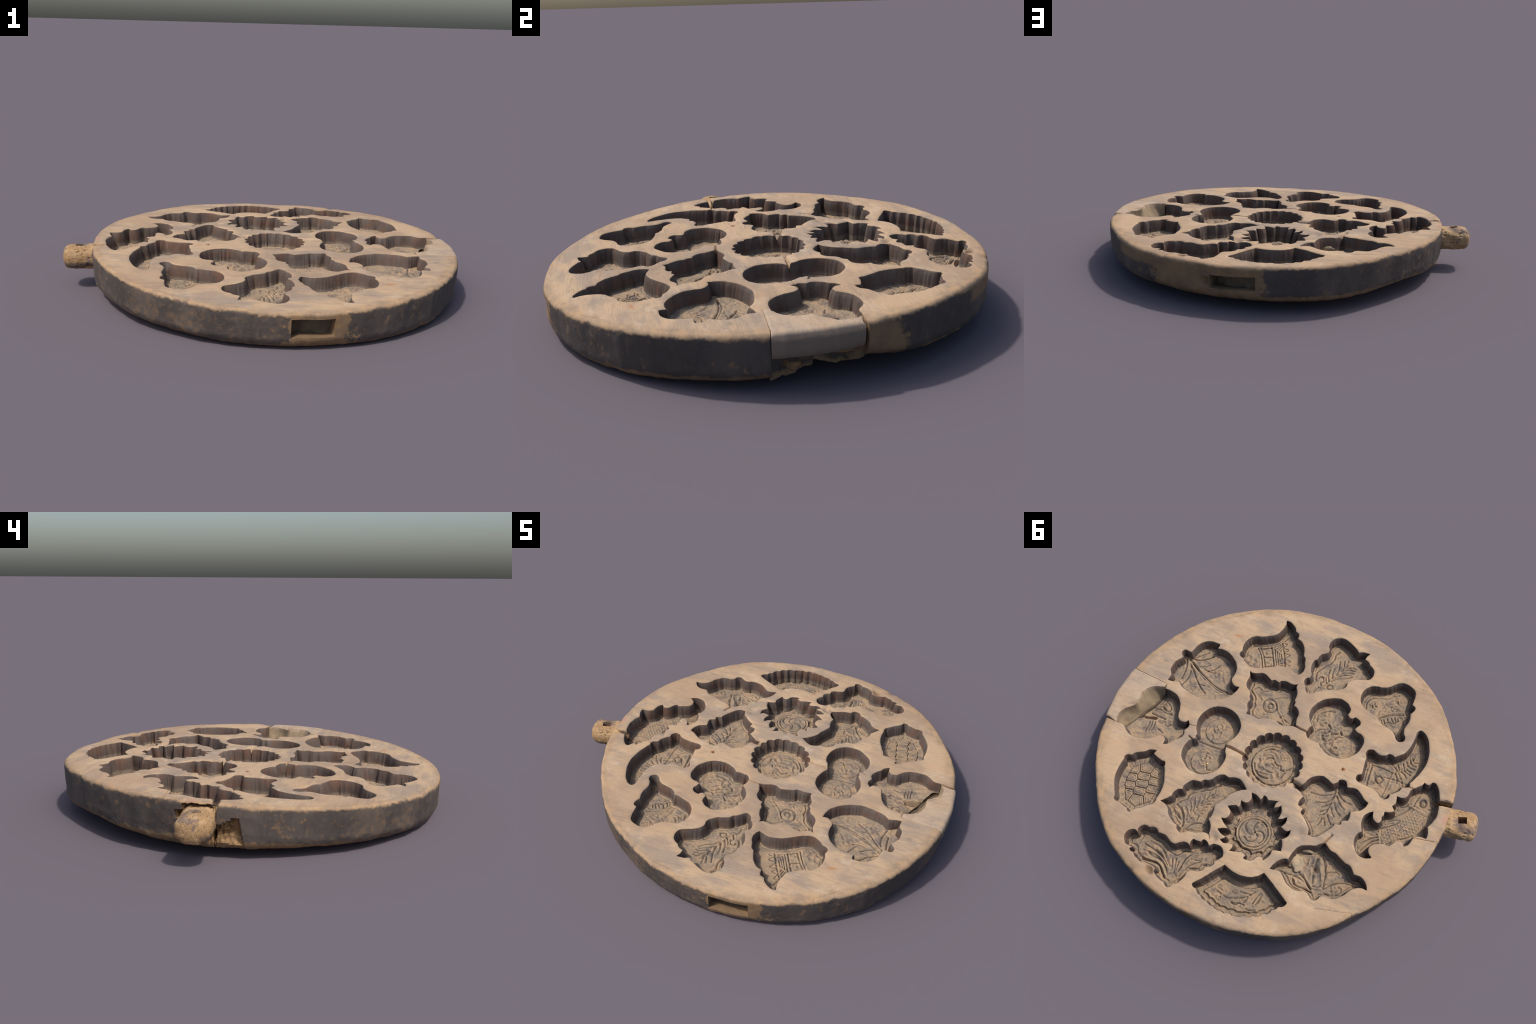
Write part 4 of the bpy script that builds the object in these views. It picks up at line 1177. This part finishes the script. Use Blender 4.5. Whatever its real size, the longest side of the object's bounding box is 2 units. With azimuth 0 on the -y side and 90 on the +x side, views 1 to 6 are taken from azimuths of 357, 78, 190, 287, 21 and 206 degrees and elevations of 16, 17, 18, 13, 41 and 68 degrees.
def build_handle(mats):
    A = np.array([-.800, -.045, .156]); B = np.array([-.998, -.083, .160])
    ax = (B - A) / np.linalg.norm(B - A); sd = np.cross([0, 0, 1], ax); sd /= np.linalg.norm(sd); up = np.cross(ax, sd)
    L = np.linalg.norm(B - A); n = 72
    ts = np.r_[np.linspace(0, .80, 34), .80 + .2 * np.sin(np.linspace(0, math.pi / 2, 20))[1:]]
    V = []
    a = np.linspace(0, 2 * math.pi, n, endpoint=False)
    for t in ts:
        e = np.clip((t - .76) / .24, 0, 1)
        k = (1 - e ** 3.2) ** .42 * (1 - .04 * t)
        k = max(k, .015)
        ey, ez, p = .074, .058, 2.9
        c, s = np.cos(a), np.sin(a)
        y = ey * np.sign(c) * np.abs(c) ** (2 / p); z = ez * np.sign(s) * np.abs(s) ** (2 / p)
        z = np.where(z < 0, z - .004 * (1 - (y / ey) ** 2), z)
        z = z - .014 * smooth(.3, 1, np.abs(y) / ey) * np.sign(z) * .4
        q = A + ax * (L * t) + k * (y[:, None] * sd + z[:, None] * up)
        for j in range(n):
            v = Vector(q[j]); w = v * 26
            d = .0055 * mnoise.noise(w) + .0030 * mnoise.noise(v * 60) + .0014 * mnoise.noise(v * 150)
            g = mnoise.noise(Vector((v.x * 9, v.y * 60, v.z * 60 + 4))); d -= .006 * max(0, 1 - abs(g) / .10) * (mnoise.noise(v * 18 + Vector((3, 1, 2))) > -.05)
            out = (y[j] * sd + z[j] * up); out = out / max(np.linalg.norm(out), 1e-6)
            q[j] += out * d * min(1, k * 2)
        V.append(q)
    V = np.vstack(V); m = len(ts); F = []
    for k in range(m - 1):
        F += [(k*n+i, k*n+(i+1) % n, (k+1)*n+(i+1) % n, (k+1)*n+i) for i in range(n)]
    F += [tuple(range(n))[::-1], tuple((m-1)*n + i for i in range(n))]
    ob = add_mesh("peg_handle", V, F, mats, angle=60)
    bm = bmesh.new(); bm.from_mesh(ob.data); bmesh.ops.recalc_face_normals(bm, faces=bm.faces); bm.to_mesh(ob.data); bm.free()
    # square hole through the peg
    bpy.ops.mesh.primitive_cube_add(size=1)
    cut = bpy.context.object
    cut.scale = (.043, .035, .3); cut.location = (-.920, -.074, .16); cut.rotation_euler = (0, .12, math.radians(20))
    mod = ob.modifiers.new("hole", "BOOLEAN"); mod.object = cut; mod.solver = "EXACT"
    bpy.context.view_layer.update()
    dg = bpy.context.evaluated_depsgraph_get()
    me = bpy.data.meshes.new_from_object(ob.evaluated_get(dg))
    ob.modifiers.clear(); old = ob.data; ob.data = me; bpy.data.meshes.remove(old)
    me.polygons.foreach_set("use_smooth", np.ones(len(me.polygons), bool)); me.set_sharp_from_angle(angle=math.radians(50))
    bpy.data.objects.remove(cut)
    return ob

def lump(name, centre, size, rot, seed, mat, rough=.35, parent=ROOT):
    bm = bmesh.new(); bmesh.ops.create_icosphere(bm, subdivisions=4, radius=1)
    c, s = math.cos(rot), math.sin(rot)
    V = []
    for v in bm.verts:
        p = v.co.copy(); q = p * 1.3 + Vector((seed * 7.1, seed * 3.3, seed))
        k = 1 + rough * mnoise.noise(q) + rough * .5 * mnoise.noise(q * 2.3) + rough * .25 * mnoise.noise(q * 5)
        p = p * k
        x, y, z = p.x * size[0], p.y * size[1], p.z * size[2]
        V.append((centre[0] + c * x - s * y, centre[1] + s * x + c * y, centre[2] + z))
    F = [tuple(v.index for v in f.verts) for f in bm.faces]; bm.free()
    return add_mesh(name, V, F, [mat], angle=45, parent=parent)

# --------------------------------------------------------------- materials
class Nodes:
    def __init__(self, name):
        self.m = bpy.data.materials.new(name); self.m.use_nodes = True
        self.t = self.m.node_tree; self.t.nodes.clear()
        self.out = self.n("ShaderNodeOutputMaterial"); self.b = self.n("ShaderNodeBsdfPrincipled")
        self.t.links.new(self.b.outputs[0], self.out.inputs[0])
        self.co = self.n("ShaderNodeTexCoord").outputs["Object"]
        sp = self.n("ShaderNodeSeparateXYZ"); self.t.links.new(self.co, sp.inputs[0])
        self.x, self.y, self.z = sp.outputs
    def n(self, k): return self.t.nodes.new(k)
    def put(self, sock, v):
        if isinstance(v, bpy.types.NodeSocket): self.t.links.new(v, sock)
        elif isinstance(v, (tuple, list)) and len(v) == 3 and sock.type == "RGBA": sock.default_value = (*v, 1)
        else: sock.default_value = v
    def math(self, op, *a, clamp=False):
        q = self.n("ShaderNodeMath"); q.operation = op; q.use_clamp = clamp
        for s, v in zip(q.inputs, a): self.put(s, v)
        return q.outputs[0]
    def mul(self, a, b): return self.math("MULTIPLY", a, b)
    def add(self, a, b): return self.math("ADD", a, b)
    def sub(self, a, b): return self.math("SUBTRACT", a, b)
    def step(self, v, a, b, lo=0., hi=1.):
        q = self.n("ShaderNodeMapRange"); q.interpolation_type = "SMOOTHSTEP"
        if a > b: a, b, lo, hi = b, a, hi, lo
        self.put(q.inputs[0], v)
        for i, w in zip((1, 2, 3, 4), (a, b, lo, hi)): q.inputs[i].default_value = w
        return q.outputs[0]
    def map(self, scale, rot=(0, 0, 0), loc=(0, 0, 0)):
        q = self.n("ShaderNodeMapping"); self.put(q.inputs[0], self.co)
        q.inputs["Scale"].default_value = scale; q.inputs["Rotation"].default_value = rot; q.inputs["Location"].default_value = loc
        return q.outputs[0]
    def noise(self, scale, detail=4, rough=.55, vec=None, dist=0.):
        q = self.n("ShaderNodeTexNoise"); self.put(q.inputs["Vector"], vec if vec is not None else self.co)
        q.inputs["Scale"].default_value = scale; q.inputs["Detail"].default_value = detail
        q.inputs["Roughness"].default_value = rough; q.inputs["Distortion"].default_value = dist
        return q.outputs[0]
    def mix(self, f, a, b, kind="MIX"):
        q = self.n("ShaderNodeMix"); q.data_type = "RGBA"; q.blend_type = kind
        self.put(q.inputs[0], f); self.put(q.inputs[6], a); self.put(q.inputs[7], b)
        return q.outputs[2]
    def spot(self, cx, cy, r, vec=None, sx=1., sy=1., rot=0.):
        """soft disc mask at (cx, cy)"""
        c, s = math.cos(rot), math.sin(rot)
        dx, dy = self.sub(self.x, cx), self.sub(self.y, cy)
        u = self.mul(self.add(self.mul(dx, c), self.mul(dy, s)), 1 / sx)
        v = self.mul(self.sub(self.mul(dy, c), self.mul(dx, s)), 1 / sy)
        d = self.math("SQRT", self.add(self.mul(u, u), self.mul(v, v)))
        return self.step(self.add(d, self.mul(self.sub(self.noise(40), .5), r * .9)), r, r * .45)
    def below(self):
        """depth under the plane of the top face"""
        x, y = self.x, self.y
        p = self.add(self.add(self.mul(x, -.0132), self.mul(y, .0329)), .2271)
        p = self.add(p, self.mul(self.mul(y, y), -.0325)); p = self.add(p, self.mul(self.mul(x, y), -.0043))
        return self.sub(p, self.z)
    def finish(self, col, rough=.8, bump=None, dist=.002, strength=.5, spec=.25):
        self.put(self.b.inputs["Base Color"], col); self.put(self.b.inputs["Roughness"], rough)
        self.b.inputs["Specular IOR Level"].default_value = spec
        if bump is not None:
            q = self.n("ShaderNodeBump"); q.inputs["Distance"].default_value = dist; q.inputs["Strength"].default_value = strength
            self.put(q.inputs["Height"], bump); self.t.links.new(q.outputs[0], self.b.inputs["Normal"])
        return self.m

GRAIN = (0, 0, math.radians(4.5))

def bare_wood(s, tan=(.492, .340, .208), grey=(.350, .262, .188), dark=(.18, .125, .088)):
    """weathered long-grained wood, grain along x"""
    g1 = s.map((2.0, 14, 10), GRAIN); g2 = s.map((4.5, 75, 40), GRAIN); g3 = s.map((9, 40, 20), GRAIN)
    patch = s.noise(3.4, 5, .6, s.map((.9, 1.5, 1)), .6)
    band = s.noise(3.0, 5, .62, g1, .3); fine = s.noise(4.0, 6, .7, g2, .2); short = s.noise(3.2, 5, .7, g3, .4)
    c = s.mix(s.step(s.add(patch, s.mul(s.sub(band, .5), .45)), .42, .64), tan, grey)
    c = s.mix(s.mul(s.step(band, .50, .74), .30), c, (.335, .245, .18))
    c = s.mix(s.mul(s.step(fine, .56, .72), s.mix(s.step(patch, .4, .6), (.35, .35, .35), (.72, .72, .72))), c, dark)
    c = s.mix(s.mul(s.step(short, .55, .72), .38), c, (.275, .198, .145))
    c = s.mix(s.mul(s.step(fine, .44, .30), .25), c, (.60, .465, .335))
    warm = s.noise(7, 4, .6, s.map((1, 2.0, 1), loc=(3, 1, 0)))
    c = s.mix(s.mul(s.step(warm, .54, .70), .38), c, (.535, .335, .185))
    pale = s.noise(8, 5, .65, s.map((1, 1.6, 1), loc=(9, 4, 2)))
    c = s.mix(s.mul(s.step(pale, .54, .66), .40), c, (.570, .445, .315))
    mauve = s.noise(5, 4, .6, s.map((1, 1.5, 1), loc=(6, 8, 5)))
    c = s.mix(s.mul(s.step(mauve, .50, .64), .55), c, (.275, .210, .165))
    big = s.noise(1.6, 4, .6, s.map((1, 1, 1), loc=(2.3, 7, 1)))
    c = s.mix(s.mul(s.step(big, .48, .62), .50), c, (.372, .245, .150))
    c = s.mix(s.mul(s.step(s.noise(120, 3, .7), .58, .70), .32), c, dark)
    line = s.noise(2.6, 4, .6, s.map((.9, 42, 16), (0, 0, math.radians(6))), .15)
    c = s.mix(s.mul(s.step(s.math("ABSOLUTE", s.sub(line, .5)), .012, .003), s.mul(s.step(s.noise(5, 3, .5), .45, .6), .8)), c, dark)
    return c, s.add(s.mul(fine, .6), s.mul(short, .4)), band

def mat_board():
    s = Nodes("weathered_board")
    c, fine, band = bare_wood(s)
    h = s.below()
    # marks on the top face
    c = s.mix(s.mul(s.spot(.565, -.585, .012, sx=2.6, sy=.8, rot=.25), .75), c, (.42, .19, .075))
    c = s.mix(s.mul(s.spot(-.270, -.077, .016), .8), c, (.30, .10, .03))
    c = s.mix(s.spot(-.268, -.076, .0075), c, (.02, .012, .01))
    c = s.mix(s.spot(-.247, -.295, .0055), c, (.05, .03, .02))
    c = s.mix(s.mul(s.spot(-.838, -.03, .03, sx=.8, sy=1.2), .45), c, (.55, .22, .20))
    c = s.mix(s.mul(s.spot(.20, -.48, .06, sx=1.5), .4), c, (.25, .18, .125))
    edge = s.n("ShaderNodeNewGeometry").outputs["Pointiness"]
    c = s.mix(s.mul(s.step(s.add(edge, s.mul(s.sub(s.noise(60, 3, .6), .5), .03)), .515, .56), .45), c, (.42, .265, .14))
    rr = s.math("SQRT", s.add(s.math("POWER", s.sub(s.x, CX), 2.), s.mul(s.y, s.y)))
    worn = s.mul(s.step(s.add(rr, s.mul(s.sub(s.noise(12, 5, .65), .5), .10)), .865, .915), .6)
    c = s.mix(worn, c, s.mix(s.step(s.noise(26, 4, .6), .4, .6), (.43, .268, .138), (.27, .185, .115)))
    # side: old dark paint, worn through along both edges and round the slots
    r2 = s.math("SQRT", s.add(s.math("POWER", s.sub(s.x, CX), 2.), s.mul(s.y, s.y)))
    ang = s.math("ARCTAN2", s.y, s.sub(s.x, CX))
    n1 = s.noise(9, 6, .62); n2 = s.noise(34, 5, .6); n3 = s.noise(5, 4, .6, s.map((1, 1, .35)))
    nn = s.add(s.mul(s.sub(n1, .5), .055), s.mul(s.sub(n2, .5), .030))
    top_edge = s.step(s.add(h, nn), .008, .019)
    foot = s.step(s.add(h, s.mul(nn, .9)), .157, .143)
    def gap(a0, a1, soft):                    # bare stretch between two angles
        e = s.add(ang, s.mul(s.sub(n1, .5), .34)); e = s.add(e, s.mul(s.sub(n2, .5), .16)); e = s.add(e, s.mul(s.sub(n3, .5), .12))
        return s.mul(s.step(e, a0 - soft, a0 + soft), s.step(e, a1 + soft, a1 - soft))
    rad = math.radians
    bare = s.math("MAXIMUM", gap(rad(-91), rad(-73), .010), gap(rad(60), rad(97), .010))
    bare = s.math("MAXIMUM", bare, s.mul(gap(rad(6), rad(17), .02), .9))
    upper = s.mul(gap(rad(40), rad(72), .03), s.step(s.add(h, nn), .075, .06))
    bare = s.math("MAXIMUM", bare, upper)
    scuff = s.mul(s.step(s.add(n2, s.mul(n1, .6)), .86, .96), s.step(n3, .38, .55))
    front = s.mul(gap(rad(-140), rad(-92), .12), s.step(s.add(n2, s.mul(n3, .5)), .70, .84))
    paint = s.mul(s.mul(top_edge, foot), s.sub(1., bare))
    paint = s.mul(paint, s.sub(1., s.mul(scuff, .55))); paint = s.mul(paint, s.sub(1., s.mul(front, .38)))
    onside = s.step(r2, .80, .85); paint = s.mul(paint, onside)
    dark = s.mix(s.step(n3, .35, .65), (.066, .055, .049), (.108, .088, .075))
    dark = s.mix(s.mul(s.step(n2, .55, .72), .5), dark, (.13, .075, .05))
    dark = s.mix(s.mul(s.step(s.noise(120, 3, .6), .58, .75), .35), dark, (.17, .145, .12))
    sidewood = s.mix(s.step(n1, .35, .65), (.255, .162, .085), (.180, .120, .073))
    sidewood = s.mix(s.mul(s.step(fine, .5, .7), .6), sidewood, (.13, .085, .055))
    sidewood = s.mix(s.mul(s.step(n2, .56, .7), .5), sidewood, (.34, .195, .085))
    low = s.mul(s.step(s.add(h, s.mul(nn, .6)), .004, .020), onside)
    c = s.mix(low, c, sidewood)
    c = s.mix(s.mul(front, s.mul(low, .7)), c, (.14, .096, .064))
    c = s.mix(paint, c, dark)
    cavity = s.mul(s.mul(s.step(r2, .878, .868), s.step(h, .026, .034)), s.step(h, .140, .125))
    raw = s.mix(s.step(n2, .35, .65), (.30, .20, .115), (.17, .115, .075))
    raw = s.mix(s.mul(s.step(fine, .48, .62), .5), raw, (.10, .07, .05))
    raw = s.mix(s.mul(s.step(s.x, -.7, -.6), .75), raw, (.10, .080, .058))  # slot interiors tinted near-black: the shade inside them baked into the colour
    torn = s.mul(s.mul(s.step(r2, .908, .899), s.step(s.x, -.69, -.71)), s.mul(s.step(s.y, -.238, -.228), s.step(s.y, .055, .045)))
    torn = s.mul(torn, s.mul(s.step(h, .020, .030), s.step(h, .172, .165)))
    ton = s.mix(s.step(n2, .40, .60), (.37, .225, .105), (.20, .120, .058))
    ton = s.mix(s.mul(s.step(s.noise(7, 5, .65, s.map((6, 14, 30))), .50, .62), .7), ton, (.075, .045, .025))
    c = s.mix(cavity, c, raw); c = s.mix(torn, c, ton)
    # raw torn wood in deep places (mortise; slots also carry painted shade)
    bump = s.add(s.mul(fine, .7), s.mul(n2, .3))
    return s.finish(c, s.mix(paint, (.82, .82, .82), (.6, .6, .6)), bump, .0026, .85)

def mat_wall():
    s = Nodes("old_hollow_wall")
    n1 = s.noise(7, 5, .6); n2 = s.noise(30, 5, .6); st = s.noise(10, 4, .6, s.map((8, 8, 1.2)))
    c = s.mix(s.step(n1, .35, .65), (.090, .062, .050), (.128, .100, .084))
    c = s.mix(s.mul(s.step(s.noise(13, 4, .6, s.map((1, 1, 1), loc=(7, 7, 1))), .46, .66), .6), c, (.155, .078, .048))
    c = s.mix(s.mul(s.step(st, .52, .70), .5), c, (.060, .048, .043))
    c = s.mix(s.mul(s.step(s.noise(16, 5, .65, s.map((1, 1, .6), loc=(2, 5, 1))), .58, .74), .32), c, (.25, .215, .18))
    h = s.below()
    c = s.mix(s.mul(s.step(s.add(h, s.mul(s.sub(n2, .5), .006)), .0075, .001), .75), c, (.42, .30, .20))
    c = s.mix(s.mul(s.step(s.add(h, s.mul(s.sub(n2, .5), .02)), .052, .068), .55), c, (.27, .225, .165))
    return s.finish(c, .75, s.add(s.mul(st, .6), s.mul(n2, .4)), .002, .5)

def mat_floor():
    s = Nodes("carved_floor")
    n1 = s.noise(10, 5, .65, None, .4); n2 = s.noise(45, 4, .6); gr = s.noise(6, 4, .6, s.map((3, 45, 12), GRAIN))
    tan = s.noise(14, 5, .65, s.map((1, 1.4, 1), loc=(1, 8, 3)), .5)
    lilac = s.noise(17, 5, .65, s.map((1, 1.3, 1), loc=(4, 2, 7)), .6)
    c = s.mix(s.step(n1, .42, .58), (.322, .240, .160), (.245, .190, .137))
    c = s.mix(s.mul(s.step(tan, .48, .57), .66), c, (.410, .278, .168))
    c = s.mix(s.mul(s.step(lilac, .545, .60), .60), c, (.130, .109, .106))
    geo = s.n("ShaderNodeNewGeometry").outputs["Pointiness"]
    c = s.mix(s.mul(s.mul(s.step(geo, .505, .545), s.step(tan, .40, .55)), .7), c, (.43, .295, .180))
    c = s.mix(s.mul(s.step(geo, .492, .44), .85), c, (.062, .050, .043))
    c = s.mix(s.mul(s.step(n2, .60, .74), .35), c, (.42, .35, .27))
    c = s.mix(s.mul(s.step(gr, .55, .7), .35), c, (.14, .108, .082))
    return s.finish(c, .85, s.add(s.mul(gr, .6), s.mul(n2, .5)), .0018, .6)

def mat_peg():
    s = Nodes("worn_peg_wood")
    n1 = s.noise(16, 5, .6); n2 = s.noise(60, 4, .6); g = s.noise(7, 4, .6, s.map((3, 26, 26)))
    c = s.mix(s.step(n1, .38, .62), (.48, .315, .165), (.36, .22, .105))
    c = s.mix(s.mul(s.step(g, .52, .64), .7), c, (.17, .095, .045))
    pit = s.n("ShaderNodeNewGeometry").outputs["Pointiness"]
    c = s.mix(s.mul(s.step(pit, .48, .42), .8), c, (.10, .055, .03))
    c = s.mix(s.mul(s.step(n2, .58, .72), .5), c, (.56, .44, .30))
    m = s.noise(13, 4, .55, s.map((1, 1, 1), loc=(5, 1, 2)))
    c = s.mix(s.mul(s.step(s.add(m, s.mul(s.sub(n2, .5), .15)), .56, .62), .7), c, (.16, .12, .11))
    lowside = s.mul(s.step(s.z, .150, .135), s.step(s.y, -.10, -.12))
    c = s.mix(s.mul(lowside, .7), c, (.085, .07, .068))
    return s.finish(c, .72, s.add(g, n2), .003, .6)

def mat_block():
    s = Nodes("newer_block_wood")
    c, fine, band = bare_wood(s, (.475, .345, .232), (.385, .292, .21))
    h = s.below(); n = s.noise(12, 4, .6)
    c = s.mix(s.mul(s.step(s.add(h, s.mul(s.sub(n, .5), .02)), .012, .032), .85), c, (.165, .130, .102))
    c = s.mix(s.mul(s.step(s.noise(8, 4, .6, s.map((1, 3, 12))), .58, .72), .5), c, (.12, .095, .085))
    ramp = s.mul(s.step(s.x, .945, .915), s.step(h, .004, .02))
    rc = s.mix(s.step(n, .35, .65), (.36, .265, .160), (.25, .182, .115))
    rc = s.mix(s.mul(s.step(s.noise(9, 4, .6, s.map((2, 2, 30))), .55, .7), .5), rc, (.13, .10, .07))
    c = s.mix(s.mul(ramp, .95), c, rc)
    return s.finish(c, .7, s.add(fine, n), .0018, .4)

def mat_torn():
    s = Nodes("torn_brown_wood")
    n = s.noise(22, 5, .6); g = s.noise(8, 4, .6, s.map((4, 30, 30)))
    c = s.mix(s.step(n, .35, .65), (.33, .20, .10), (.20, .12, .065))
    c = s.mix(s.mul(s.step(g, .5, .68), .6), c, (.08, .05, .03))
    return s.finish(c, .85, s.add(n, g), .004, .7)

def mat_putty():
    s = Nodes("dried_putty")
    n = s.noise(25, 5, .6)
    c = s.mix(s.step(n, .35, .65), (.45, .34, .205), (.34, .265, .18))
    c = s.mix(s.mul(s.step(s.noise(50, 4, .6), .58, .72), .5), c, (.24, .19, .14))
    return s.finish(c, .85, n, .003, .6)

def mat_brass():
    s = Nodes("brass_pin")
    s.b.inputs["Metallic"].default_value = .8
    return s.finish((.70, .47, .16), .35)

# ------------------------------------------------------------------- build
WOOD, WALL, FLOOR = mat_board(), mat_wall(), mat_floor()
PEG, BLOCK, TORN, PUTTY = mat_peg(), mat_block(), mat_torn(), mat_putty()
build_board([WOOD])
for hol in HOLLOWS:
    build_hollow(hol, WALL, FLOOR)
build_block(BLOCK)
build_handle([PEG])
lump("broken_tenon", (.915, -.098, .078), (.035, .040, .026), .3, 3, TORN)
lump("broken_tenon", (.930, .085, .112), (.025, .060, .012), .1, 5, TORN)
lump("plaster_lump", (-.243, .452, .171), (.036, .043, .015), .5, 2, PUTTY, .35)
lump("plaster_lump", (-.262, .378, .176), (.042, .010, .016), .10, 4, PUTTY, .3)
lump("brass_pin", (.391, .157, .1605), (.005, .005, .004), 0, 1, mat_brass(), .1)
